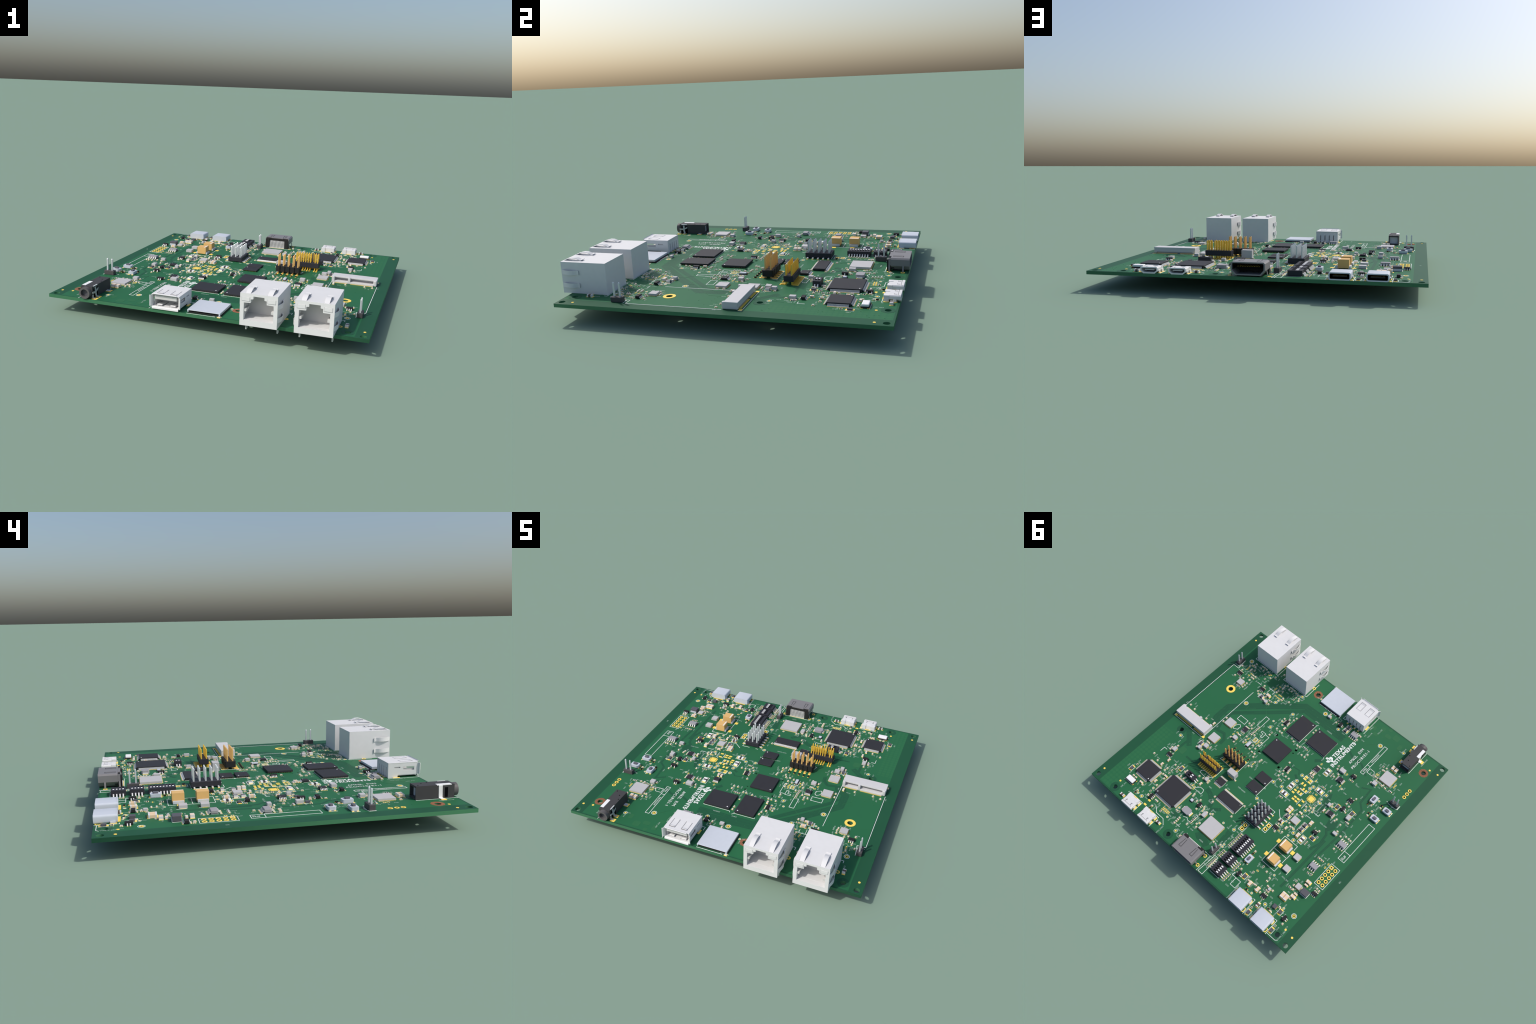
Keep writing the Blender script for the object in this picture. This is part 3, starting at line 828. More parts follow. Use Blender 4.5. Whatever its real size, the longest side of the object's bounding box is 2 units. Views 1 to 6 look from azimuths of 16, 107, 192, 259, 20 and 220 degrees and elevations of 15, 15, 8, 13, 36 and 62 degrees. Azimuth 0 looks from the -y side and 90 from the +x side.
def silkscreen():
    s = Shape(SILK)
    for k, line in enumerate(SILK_LINES):
        s.ribbon(line, 0.0031, T - 0.001, T + 0.0007 + 0.000001 * k)
    for x, y in TEST_POINTS:
        s.ring(x, y, T - 0.001, T + 0.0009, 0.0142, 0.0118)
    for x, y in VIA_POINTS:
        s.ring(x, y, T - 0.001, T + 0.0009, 0.0092, 0.0068, n=16)
    for x, y in PROBE_HOLES:
        s.ring(x, y, T - 0.001, T + 0.0009, 0.0190, 0.0160)
    for along, spots in (("x", INDICATOR_LEDS_ALONG_X), ("y", INDICATOR_LEDS_ALONG_Y)):
        for x, y in spots:
            for side in (-1, 1):
                a, b = (0.024, 0.0155 * side)
                s.ribbon([(x - a, y + b), (x + a, y + b)] if along == "x" else [(x + b, y - a), (x + b, y + a)], 0.003, T - 0.001, T + 0.0011)
    for along, spots in (("x", SHUNTS_ALONG_X), ("y", SHUNTS_ALONG_Y)):
        for x, y in spots:
            a, b = (0.034, 0.0195) if along == "x" else (0.0195, 0.034)
            s.ribbon([(x - a, y - b), (x + a, y - b), (x + a, y + b), (x - a, y + b), (x - a, y - b)], 0.003, T - 0.001, T + 0.0011)
    for x, y in CHIP_INDUCTORS_ALONG_X:
        a, b = 0.023, 0.019
        s.ribbon([(x - a, y - b), (x + a, y - b), (x + a, y + b), (x - a, y + b), (x - a, y - b)], 0.0024, T - 0.001, T + 0.00112)
    # short ticks beside the tiny parts
    for along, spots in (("x", SMALL_CAPACITORS_ALONG_X + SMALL_RESISTORS_ALONG_X + BARE_PAD_PAIRS_ALONG_X), ("y", SMALL_CAPACITORS_ALONG_Y + SMALL_RESISTORS_ALONG_Y + BARE_PAD_PAIRS_ALONG_Y)):
        for k, (x, y) in enumerate(spots):
            for side in (-1, 1):
                a, b = 0.0075, 0.0082 * side
                s.ribbon([(x - a, y + b), (x + a, y + b)] if along == "x" else [(x + b, y - a), (x + b, y + a)], 0.0013, T - 0.001, T + 0.0006, FAINT_SILK)
    put("silkscreen_line", s.mesh("silkscreen_line"), z=0, stuff=True)

    w, f = Shape(SILK), Shape(FAINT_SILK)
    # maker's mark and board name, read from the -x side
    write(w, "TEXAS", -0.286, -0.397, 0.046, -90, width=0.132, bold=0.0022)
    write(w, "INSTRUMENTS", -0.327, -0.322, 0.044, -90, width=0.288, bold=0.0022)
    write(w, "AM62L", -0.406, -0.440, 0.032, -90, width=0.092)
    write(w, "EVM", -0.406, -0.556, 0.032, -90, width=0.058)
    write(w, "PROC181E1-1", -0.450, -0.416, 0.032, -90, width=0.213)
    write(w, "SL#", -0.866, 0.213, 0.030, -90, width=0.042)
    write(w, "TMDS62LEVM", -0.5265, -0.560, 0.0175, -90, width=0.098)
    write(w, "SPR#", -0.5265, -0.455, 0.0175, -90, width=0.042)
    labels = [("TYPE_C DRP", -0.905, 0.945, -90), ("TYPE_C PWR", -0.45, 0.975, -90), ("EXP_3V3", 0.745, 0.90, -90), ("MCU_UART", 0.275, 0.975, -90), ("HEADPHONE", -0.83, -0.80, -90),
              ("USB_A", -0.33, -0.79, -90), ("VCC_3V3", -0.40, -0.80, -90), ("VCC_1V8", -0.36, -0.72, -90), ("OSPI NAND", 0.10, 0.30, 180), ("OSPI FLASH", 0.095, 0.18, 180), ("LPDDR4", -0.075, -0.545, 180),
              ("eMMC", 0.05, -0.55, 180), ("HDMI", 0.01, 0.80, 180), ("JTAG", 0.42, 0.37, 180), ("M.2", 0.70, 0.20, 180), ("SD CARD", 0.09, -0.918, 0), ("RESET", -0.80, -0.27, -90), ("BOOT MODE", -0.20, 0.70, -90),
              ("ETHERNET", 0.84, -0.72, -90), ("VDD_LDO", -0.55, 0.10, 180), ("VSYS_3V3", -0.62, 0.60, 180), ("PMIC", -0.45, 0.02, -90), ("I2C", -0.96, 0.36, -90), ("WL_EN", 0.68, -0.38, -90), ("VCC_CORE", -0.20, 0.12, 180)]
    for text, x, y, turn in labels:
        write(f, text, x, y, 0.0140, turn)
    # part designators beside the small parts
    rng = random.Random(5)
    stock = {c: [f"{c}{n}" for n in (12, 47, 83, 104, 156, 218, 231, 290, 317, 365)] for c in "CR"}
    taken = []
    everything = SMALL_CAPACITORS_ALONG_X + SMALL_CAPACITORS_ALONG_Y + SMALL_RESISTORS_ALONG_X + SMALL_RESISTORS_ALONG_Y + BARE_PAD_PAIRS_ALONG_X + BARE_PAD_PAIRS_ALONG_Y
    everything = everything + TEST_POINTS + VIA_POINTS + MEDIUM_CAPACITORS_ALONG_X + MEDIUM_CAPACITORS_ALONG_Y + INDICATOR_LEDS_ALONG_Y
    solid = KEEP_CLEAR
    for x, y in everything + everything[::2]:
        turn = rng.choice((-90, -90, 180))
        for dx, dy in rng.sample([(0.022, 0.018), (-0.030, 0.018), (0.018, -0.022), (-0.026, -0.024), (0.004, 0.034), (0.004, -0.016), (0.034, 0.012), (-0.042, 0.010)], 8):
            px, py = x + dx, y + dy
            qx, qy = (px + 0.006, py - 0.016) if turn == -90 else (px - 0.016, py - 0.006)
            if all(abs(qx - a) + abs(qy - b) > 0.021 for a, b in taken) and all(abs(qx - a) + abs(qy - b) > 0.0165 for a, b in everything) \
                    and not any(x0 < qx < x1 and y0 < qy < y1 for x0, y0, x1, y1 in solid):
                write(f, rng.choice(stock[rng.choice("CR")]), px, py, 0.0125, turn)
                taken.append((qx, qy))
                break
    put("silkscreen_designator", f.mesh("silkscreen_designator"), z=0, stuff=True)
    put("silkscreen_lettering", w.mesh("silkscreen_lettering"), z=0, stuff=True)

    # state-shaped emblem beside the maker's name, with a two-letter cut-out
    outline = [(-0.5, 0.16), (-0.17, 0.16), (-0.17, 0.5), (0.1, 0.5), (0.12, 0.28), (0.32, 0.2), (0.5, 0.17), (0.5, -0.06), (0.55, -0.14), (0.34, -0.28), (0.22, -0.42), (0.22, -0.62), (0.06, -0.55), (-0.06, -0.32), (-0.2, -0.2), (-0.3, -0.26), (-0.46, -0.02)]
    e = Shape(SILK, MASK)
    k = 0.062
    e.prism([(-0.262 + py * k, -0.357 - px * k) for px, py in outline], "z", T - 0.001, T + 0.0009)
    e.ribbon([(-0.246, -0.352), (-0.262, -0.352), (-0.272, -0.354), (-0.275, -0.359)], 0.0042, T, T + 0.0013, MASK)
    e.ribbon([(-0.255, -0.346), (-0.255, -0.360)], 0.0036, T, T + 0.00133, MASK)
    e.ribbon([(-0.257, -0.366), (-0.277, -0.366)], 0.0042, T, T + 0.00131, MASK)
    put("emblem", e.mesh("emblem"), z=0)


# areas covered by big parts, where no lettering goes
KEEP_CLEAR = [(-0.01, -0.53, 0.17, -0.31), (-0.22, -0.52, -0.02, -0.34), (0.0, -0.23, 0.18, -0.04), (-0.06, 0.06, 0.07, 0.26), (-0.04, 0.37, 0.16, 0.48), (0.33, 0.56, 0.53, 0.76),
              (0.62, 0.59, 0.78, 0.74), (-0.08, 0.59, 0.09, 0.75), (0.58, -0.98, 0.82, -0.68), (0.27, -0.98, 0.50, -0.68), (-0.30, -0.95, -0.10, -0.72), (-0.08, -0.92, 0.15, -0.70), (0.60, 0.04, 0.93, 0.17),
              (-0.12, 0.83, 0.12, 0.98), (-0.32, 0.52, -0.20, 0.92), (-0.25, 0.26, -0.11, 0.46), (0.18, 0.10, 0.38, 0.22), (0.28, 0.25, 0.49, 0.36), (-0.60, 0.84, -0.44, 0.98), (-0.81, 0.84, -0.65, 0.98),
              (-0.37, -0.64, -0.22, -0.29), (-0.48, -0.64, -0.37, -0.41), (-0.80, -0.93, -0.68, -0.66), (-0.56, 0.35, -0.42, 0.61), (-0.90, -0.15, -0.82, 0.23), (-0.76, -0.60, -0.64, -0.48), (0.53, 0.87, 0.67, 0.98), (0.35, 0.87, 0.49, 0.98)]
silkscreen()

# ------------------------------------------------------------------ small chip parts (two terminals)


def chip_part(name, length, width, height, body, end, cap=0.25, pad=0.003, bevel=0.0006):
    """Two-terminal chip lying along x on its gold pads: ceramic body with metal end caps."""
    s = Shape(body)
    e = length * cap
    s.box(-length / 2 + e, -width / 2, 0.001, length / 2 - e, width / 2, height, body, bevel)
    for side in (-1, 1):
        x0, x1 = side * (length / 2 - e), side * length / 2
        s.box(min(x0, x1), -width / 2 - 0.0004, 0.0008, max(x0, x1), width / 2 + 0.0004, height + 0.0004, end, bevel)
        s.box(side * (length / 2 - e), -width / 2 - 0.001, -0.001, side * (length / 2 + pad), width / 2 + 0.001, 0.0012, GOLD_PAD)
    return s.mesh(name)


SMALL_KINDS = [
    ("capacitor", chip_part("small_capacitor", 0.0130, 0.0080, 0.0065, CERAMIC, TERMINAL, 0.28, 0.0022), SMALL_CAPACITORS_ALONG_X, SMALL_CAPACITORS_ALONG_Y),
    ("resistor", chip_part("small_resistor", 0.0130, 0.0080, 0.0050, RESISTOR, TERMINAL, 0.26, 0.0022), SMALL_RESISTORS_ALONG_X, SMALL_RESISTORS_ALONG_Y),
    ("capacitor", chip_part("medium_capacitor", 0.0235, 0.0130, 0.0110, CERAMIC, TERMINAL, 0.24, 0.004), MEDIUM_CAPACITORS_ALONG_X, MEDIUM_CAPACITORS_ALONG_Y),
    ("capacitor", chip_part("large_capacitor", 0.0340, 0.0220, 0.0170, CERAMIC, TERMINAL, 0.22, 0.006), LARGE_CAPACITORS_ALONG_X, LARGE_CAPACITORS_ALONG_Y),
    ("capacitor", chip_part("huge_capacitor", 0.0440, 0.0270, 0.0180, CERAMIC, TERMINAL, 0.2, 0.006), HUGE_CAPACITORS_ALONG_X, HUGE_CAPACITORS_ALONG_Y),
    ("capacitor", chip_part("brown_capacitor", 0.0320, 0.0190, 0.0150, BROWN, TERMINAL, 0.25, 0.007), BROWN_CAPACITORS_ALONG_X, BROWN_CAPACITORS_ALONG_Y),
    ("inductor", chip_part("chip_inductor", 0.0270, 0.0240, 0.0150, DARK_GREY, TERMINAL, 0.10, 0.005), CHIP_INDUCTORS_ALONG_X, CHIP_INDUCTORS_ALONG_Y),
    ("indicator_led", chip_part("indicator_led", 0.0270, 0.0180, 0.0110, DARK_GREY, DARK_GREY, 0.12, 0.0105), INDICATOR_LEDS_ALONG_X, INDICATOR_LEDS_ALONG_Y),
    ("shunt_resistor", chip_part("shunt_resistor", 0.0420, 0.0240, 0.0095, RESISTOR, WHITE, 0.33, 0.008), SHUNTS_ALONG_X, SHUNTS_ALONG_Y),
    ("diode", chip_part("small_diode", 0.0150, 0.0090, 0.0080, BLACK, BLACK, 0.12, 0.003), DIODES_ALONG_X, DIODES_ALONG_Y),
]
for name, mesh, along_x, along_y in SMALL_KINDS:
    for x, y in along_x:
        put(name, mesh, x, y)
    for x, y in along_y:
        put(name, mesh, x, y, turn=90)

# ------------------------------------------------------------------ chips


def gull(s, x, y, direction, reach, drop, width, thick=0.0022, mat=LEAD, pad=True):
    """One gull-wing lead leaving the body at (x, y) along `direction` (unit x or y vector)."""
    d = Vector((*direction, 0))
    across = Vector((-d.y, d.x, 0))
    p = Vector((x, y, drop))
    path = [p - d * 0.002, p + d * reach * 0.28, p + d * reach * 0.55 + Vector((0, 0, 0.0025 - drop)), p + d * reach + Vector((0, 0, 0.0022 - drop))]
    s.strip(path, across, width, thick, mat)
    if pad:
        a, b = p + d * reach * 0.5, p + d * (reach + 0.0022)
        e = across * (width * 0.62)
        s.box(min(a.x, b.x) - abs(e.x), min(a.y, b.y) - abs(e.y), -0.001, max(a.x, b.x) + abs(e.x), max(a.y, b.y) + abs(e.y), 0.0011, GOLD_PAD)


def leaded_chip(name, w, d, h, per_side, lead_sides, pitch, lead_w, reach, body=BLACK_CHIP, lift=0.003, dot=None, bevel=0.0015, lead_mat=LEAD):
    """Body mesh and a mesh of its leads; lead_sides is any of 'x', 'y', 'xy', or explicit counts per side."""
    b = Shape(body)
    b.box(-w / 2, -d / 2, lift, w / 2, d / 2, h, body, bevel)
    if dot:
        b.disc(dot[0] * (w / 2 - dot[2] * 2.3), dot[1] * (d / 2 - dot[2] * 2.3), h - 0.001, h + 0.0006, dot[2], WHITE if dot[2] > 0.0035 else CHIP_GREY, n=12)
    l = Shape(lead_mat)
    counts = per_side if isinstance(per_side, dict) else {}
    for side in (-1, 1):
        for ax in lead_sides:
            n = counts.get((ax, side), per_side if not counts else 0)
            for k in range(n):
                span = pitch * ((counts and max(counts.values()) or n) - 1)
                o = (k / (n - 1) - 0.5) * span if n > 1 else 0.0
                if ax == "x":
                    gull(l, side * w / 2, o, (side, 0), reach, (lift + h) / 2, lead_w, mat=lead_mat)
                else:
                    gull(l, o, side * d / 2, (0, side), reach, (lift + h) / 2, lead_w, mat=lead_mat)
    return b.mesh(name + "_body"), l.mesh(name + "_lead")


def place_chip(meshes, x, y, turn=0, name="integrated_circuit"):
    o = put(name, meshes[0], x, y, turn=turn)
    put("lead_row", meshes[1], 0, 0, 0, parent=o, stuff=True)
    return o


# quad flat packs
place_chip(leaded_chip("large_quad_pack", 0.191, 0.194, 0.0195, 28, "xy", 0.0060, 0.0048, 0.0165, dot=(0.93, 0.93, 0.0042), lead_mat=LEAD), 0.4315, 0.6572)
place_chip(leaded_chip("small_quad_pack", 0.137, 0.131, 0.0195, 18, "xy", 0.0064, 0.0050, 0.0165, dot=(-0.95, 0.95, 0.0042), lead_mat=LEAD), 0.697, 0.663)
# thin outline packs
place_chip(leaded_chip("wide_outline_pack", 0.190, 0.079, 0.016, 24, "y", 0.0076, 0.0045, 0.017, dot=(-0.95, -0.85, 0.003), lead_mat=TERMINAL), 0.060, 0.429)
place_chip(leaded_chip("level_shifter", 0.068, 0.055, 0.014, 8, "y", 0.0083, 0.0045, 0.015, dot=(0.85, 0.85, 0.0026), lead_mat=TERMINAL), 0.224, 0.356)
EIGHT = leaded_chip("eight_lead_pack", 0.042, 0.040, 0.014, 5, "y", 0.0085, 0.0045, 0.013, dot=(0.8, 0.8, 0.0026), lead_mat=TERMINAL)
for x, y, turn in [(0.409, -0.107, 0), (-0.246, -0.226, 0), (-0.438, -0.277, 90), (-0.564, -0.008, 90)]:
    place_chip(EIGHT, x, y, turn)
GREY_OUTLINE = leaded_chip("grey_outline_pack", 0.061, 0.038, 0.021, 4, "y", 0.0175, 0.0068, 0.019, body=MID_GREY, lead_mat=TERMINAL, bevel=0.003)
for x, y in [(-0.786, 0.122), (-0.741, 0.387), (-0.268, -0.660)]:
    place_chip(GREY_OUTLINE, x, y)
# small outline transistors: leads on two long sides
SOT = {n: leaded_chip(f"transistor_{n}", 0.041, 0.022, 0.0175, {("y", -1): (n + 1) // 2 if n != 3 else 1, ("y", 1): n // 2 if n != 3 else 2}, "y", 0.0133, 0.0058, 0.011, body=BLACK, lead_mat=TERMINAL) for n in (3, 5, 6)}
SOT[8] = leaded_chip("transistor_8", 0.041, 0.024, 0.0165, 4, "y", 0.0092, 0.0050, 0.011, body=BLACK, lead_mat=TERMINAL)
for n, x, y, turn in [(6, 0.822, -0.481, 0), (6, 0.572, -0.487, 0), (5, 0.683, 0.455, 180), (5, 0.522, 0.796, 270), (3, -0.123, -0.661, 90), (8, 0.208, -0.381, 90), (8, -0.077, -0.074, 90), (3, -0.498, -0.370, 180),
                      (6, -0.338, 0.348, 0), (3, -0.578, 0.184, 180), (5, -0.610, -0.196, 180), (3, -0.608, -0.105, 90), (3, -0.385, 0.788, 90), (6, -0.626, 0.786, 0), (6, -0.878, 0.536, 0), (3, -0.837, 0.809, 90), (3, 0.204, 0.602, 90)]:
    place_chip(SOT[n], x, y, turn, "transistor")


def grid_chip(name, w, d, h, x, y, dot, balls=0.011, soft=0.0012):
    """Ball-grid package: flat black body standing on a rim of solder balls."""
    b = Shape(BLACK_CHIP)
    b.box(-w / 2, -d / 2, 0.004, w / 2, d / 2, h, BLACK_CHIP, soft)
    b.disc(dot[0] * (w / 2 - 0.012), dot[1] * (d / 2 - 0.012), h - 0.001, h + 0.0006, 0.0044, WHITE, n=14)
    o = put("integrated_circuit", b.mesh(name), x, y)
    s = Shape(GOLD_PAD)
    nx, ny = int((w - 0.016) / balls), int((d - 0.016) / balls)
    for i in range(nx + 1):
        for j in range(ny + 1):
            if i in (0, nx) or j in (0, ny):
                s.ball((-w / 2 + 0.008 + i * (w - 0.016) / nx, -d / 2 + 0.008 + j * (d - 0.016) / ny, 0.0026), 0.003, u=6, v=4)
    put("solder_ball", s.mesh(name + "_ball"), 0, 0, 0, parent=o, stuff=True)


grid_chip("processor", 0.164, 0.164, 0.0165, 0.089, -0.136, (0.95, -0.95))
grid_chip("memory", 0.140, 0.200, 0.0150, 0.086, -0.419, (-0.9, -0.95))
grid_chip("storage", 0.188, 0.163, 0.0150, -0.122, -0.428, (0.92, -0.92))
grid_chip("flash", 0.107, 0.085, 0.0125, 0.002, 0.114, (-0.9, 0.85), soft=0.003)
grid_chip("flash", 0.107, 0.085, 0.0125, 0.003, 0.212, (-0.9, 0.85), soft=0.003)


def flat_chip(name, w, d, h, x, y, per_side=8, body=CHIP_GREY):
    """Leadless grey package with gold lands peeping out along its edges."""
    b = Shape(body)
    b.box(-w / 2, -d / 2, 0.001, w / 2, d / 2, h, body, 0.0008)
    o = put("integrated_circuit", b.mesh(name), x, y)
    s = Shape(GOLD_PAD)
    for side in (-1, 1):
        for k in range(per_side):
            f = (k + 0.5) / per_side - 0.5
            s.cbox(f * (w - 0.006), side * d / 2, -0.001, (w - 0.006) / per_side * 0.55, 0.008, 0.0024)
            s.cbox(side * w / 2, f * (d - 0.006), -0.001, 0.008, (d - 0.006) / per_side * 0.55, 0.0024)
    put("land", s.mesh(name + "_land"), 0, 0, 0, parent=o, stuff=True)


flat_chip("bridge_chip", 0.142, 0.134, 0.0150, 0.007, 0.674, 16)
flat_chip("hub_chip", 0.072, 0.070, 0.0130, 0.539, -0.073)
flat_chip("hub_chip", 0.073, 0.072, 0.0130, 0.536, 0.115)
flat_chip("power_chip", 0.052, 0.050, 0.0140, 0.755, -0.416, 5)
flat_chip("audio_chip", 0.102, 0.102, 0.0130, -0.703, -0.536, 12)
flat_chip("power_chip", 0.055, 0.052, 0.0140, -0.407, 0.210, 5)
flat_chip("power_chip", 0.040, 0.040, 0.0130, -0.760, 0.573, 4)

# small grey blocks: inductors and oscillators
for x, y, w, d, h in [(0.468, -0.413, 0.024, 0.026, 0.018), (0.558, 0.253, 0.026, 0.030, 0.020), (0.530, 0.210, 0.036, 0.034, 0.018), (0.415, 0.002, 0.036, 0.032, 0.018), (0.688, 0.395, 0.028, 0.038, 0.018),
                      (0.316, 0.415, 0.026, 0.030, 0.018), (-0.010, -0.659, 0.030, 0.022, 0.016), (-0.403, -0.350, 0.046, 0.034, 0.020), (-0.650, -0.433, 0.036, 0.032, 0.018), (0.120, 0.634, 0.030, 0.042, 0.018),
                      (-0.512, -0.059, 0.024, 0.028, 0.018), (-0.685, -0.074, 0.030, 0.040, 0.020), (-0.690, 0.091, 0.034, 0.024, 0.018), (-0.621, 0.725, 0.020, 0.022, 0.014), (-0.610, 0.417, 0.047, 0.046, 0.0185), (-0.610, 0.532, 0.046, 0.045, 0.0185)]:
    s = Shape(CHIP_GREY)
    s.cbox(0, 0, 0.001, w, d, h, CHIP_GREY, 0.0012)
    s.cbox(-w / 2 + 0.002, 0, -0.001, 0.008, d * 0.7, 0.0024, GOLD_PAD).cbox(w / 2 - 0.002, 0, -0.001, 0.008, d * 0.7, 0.0024, GOLD_PAD)
    put("small_inductor", s.mesh("small_inductor"), x, y)
s = Shape(CHIP_GREY)
s.cbox(0, 0, 0.001, 0.074, 0.044, 0.056, CHIP_GREY, 0.0012).cbox(0, 0.024, -0.001, 0.05, 0.008, 0.003, GOLD_PAD)
put("oscillator", s.mesh("oscillator"), 0.197, 0.253)
s = Shape(DARK_GREY)
s.cbox(0, 0, 0.002, 0.054, 0.046, 0.028, DARK_GREY, 0.0015).cbox(0, 0.0225, 0.001, 0.05, 0.006, 0.014, SHIELD_BLUE).cbox(0, -0.0225, 0.001, 0.05, 0.006, 0.014, SHIELD_BLUE)
put("power_inductor", s.mesh("power_inductor"), -0.822, 0.580)
s = Shape(DARK_GREY)
s.cbox(0, 0, 0.001, 0.030, 0.030, 0.016, DARK_GREY, 0.001).cbox(0, 0, -0.001, 0.034, 0.024, 0.0025, GOLD_PAD)
put("small_inductor", s.mesh("dark_inductor"), -0.732, 0.791)
# clipped-corner diode with wrap-round metal ends
s = Shape(MID_GREY)
s.prism([(-0.032, -0.018), (-0.024, -0.026), (0.024, -0.026), (0.032, -0.018), (0.032, 0.018), (0.024, 0.026), (-0.024, 0.026), (-0.032, 0.018)], "z", 0.002, 0.022)
for side in (-1, 1):
    s.cbox(side * 0.035, 0, 0.001, 0.012, 0.034, 0.008, TERMINAL).cbox(side * 0.040, 0, -0.001, 0.010, 0.038, 0.0025, GOLD_PAD)
put("power_diode", s.mesh("power_diode"), 0.236, 0.701)
# quartz crystals: white lid on a dark base
for x, y, w, d, h in [(0.738, 0.806, 0.070, 0.040, 0.022), (0.295, -0.027, 0.020, 0.044, 0.014), (0.274, 0.613, 0.022, 0.022, 0.012)]:
    s = Shape(BLACK)
    s.cbox(0, 0, 0.001, w + 0.008, d + 0.008, h * 0.35, BLACK)
    o = put("crystal", s.mesh("crystal_base"), x, y)
    s = Shape(WHITE)
    s.cbox(0, 0, h * 0.34, w, d, h * 0.66, SHIELD_BLUE if w < 0.05 else WHITE, 0.004 if w > 0.05 else 0.0015)
    put("crystal_lid", s.mesh("crystal_lid"), 0, 0, 0, parent=o)
    s = Shape(GOLD_PAD)
    for sx in (-1, 1):
        for sy in (-1, 1):
            s.cbox(sx * w * 0.45, sy * d * 0.45, -0.001, w * 0.3, d * 0.34, 0.003)
    put("land", s.mesh("crystal_land"), 0, 0, 0, parent=o)

# tantalum capacitors: ochre block, white polarity stripe, tinned feet
TANT = Shape(TANTALUM)
TANT.prism([(-0.0345, 0.005), (0.0345, 0.005), (0.0355, 0.030), (0.0345, 0.0585), (-0.0345, 0.0585), (-0.0355, 0.030)], "y", -0.033, 0.033)
TANT = TANT.mesh("tantalum_case")
STRIPE = Shape(WHITE)
STRIPE.box(0.0215, -0.0330, 0.0575, 0.0290, 0.0330, 0.0592)
STRIPE = STRIPE.mesh("polarity_stripe")
FEET = Shape(SHIELD_BLUE)
for side in (-1, 1):
    FEET.box(side * 0.030, -0.0300, 0.001, side * 0.0455, 0.0300, 0.0175, SHIELD_BLUE, 0.001)
FEET = FEET.mesh("tinned_foot")
for y in (0.4165, 0.5485):
    o = put("tantalum_capacitor", TANT, -0.4965, y)
    put("polarity_stripe", STRIPE, 0, 0, 0, parent=o)
    put("tinned_foot", FEET, 0, 0, 0, parent=o)

# ------------------------------------------------------------------ switches


def slide_switch(n, x, y):
    """Slide switch block of n ways: dark slots in a row along y, all knobs pushed to -x, leads on both x sides."""
    p = 0.01775
    d = n * p + 0.0115
    b = Shape(DARK_SLATE)
    b.box(-0.0425, -d / 2, 0.003, 0.0425, d / 2, 0.034, DARK_SLATE, 0.0008)
    o = put("slide_switch", b.mesh(f"slide_switch_{n}"), x, y)
    slot, knob, lead = Shape(DARK_VOID), Shape(WHITE), Shape(TERMINAL)
    for k in range(n):
        yy = (k - (n - 1) / 2) * p
        slot.box(-0.021, yy - 0.0048, 0.031, 0.023, yy + 0.0048, 0.0345)
        knob.box(-0.019, yy - 0.0044, 0.032, -0.0015, yy + 0.0044, 0.0355, WHITE, 0.0006)
        for side in (-1, 1):
            gull(lead, side * 0.0425, yy, (side, 0), 0.020, 0.014, 0.0075, 0.003, TERMINAL)
    put("slot", slot.mesh("slot"), 0, 0, 0, parent=o)
    put("knob", knob.mesh("knob"), 0, 0, 0, parent=o)
    put("lead_row", lead.mesh("switch_lead"), 0, 0, 0, parent=o, stuff=True)


slide_switch(8, -0.259, 0.620)
slide_switch(4, -0.259, 0.7605)
slide_switch(4, -0.259, 0.8635)
slide_switch(2, 0.420, 0.479)

BODY = Shape(SHIELD_BLUE)
BODY.prism([(px, pz) for px, pz in rounded(0.062, 0.042, 0.006, n=3)], "z", 0.003, 0.0215)
BODY = BODY.mesh("push_button_case")
CAP = Shape(BUTTON_GREY)
CAP.prism([(px, pz) for px, pz in rounded(0.029, 0.018, 0.004, n=3)], "z", 0.020, 0.031)
CAP = CAP.mesh("push_button_cap")
FOOT = Shape(GOLD_PAD)
for sx in (-1, 1):
    for sy in (-1, 1):
        FOOT.cbox(sx * 0.032, sy * 0.013, -0.001, 0.009, 0.011, 0.004)
FOOT = FOOT.mesh("push_button_foot")
for x, y, turn in [(-0.733, -0.321, 90), (-0.866, -0.308, 0), (-0.833, -0.199, 0), (-0.363, 0.661, 90)]:
    o = put("push_button", BODY, x, y, turn=turn)
    put("button_cap", CAP, 0, 0, 0, parent=o)
    put("button_foot", FOOT, 0, 0, 0, parent=o)

# ------------------------------------------------------------------ pin headers


def two_pin_header(x, y, turn, height=0.114):
    b = Shape(CHARCOAL)
    b.cbox(0, 0, 0.0005, 0.072, 0.0345, 0.029, CHARCOAL, 0.002)
    o = put("pin_header", b.mesh("two_pin_base"), x, y, turn=turn)
    for sx in (-1, 1):
        s = Shape(SILVER)
        s.pin(sx * PITCH / 2, 0, -0.045, height, 0.0092)
        put("header_pin", s.mesh("header_pin"), 0, 0, 0, parent=o)


two_pin_header(0.901, -0.570, 90)
two_pin_header(-0.869, -0.396, 0)
two_pin_header(-0.132, 0.781, 90)

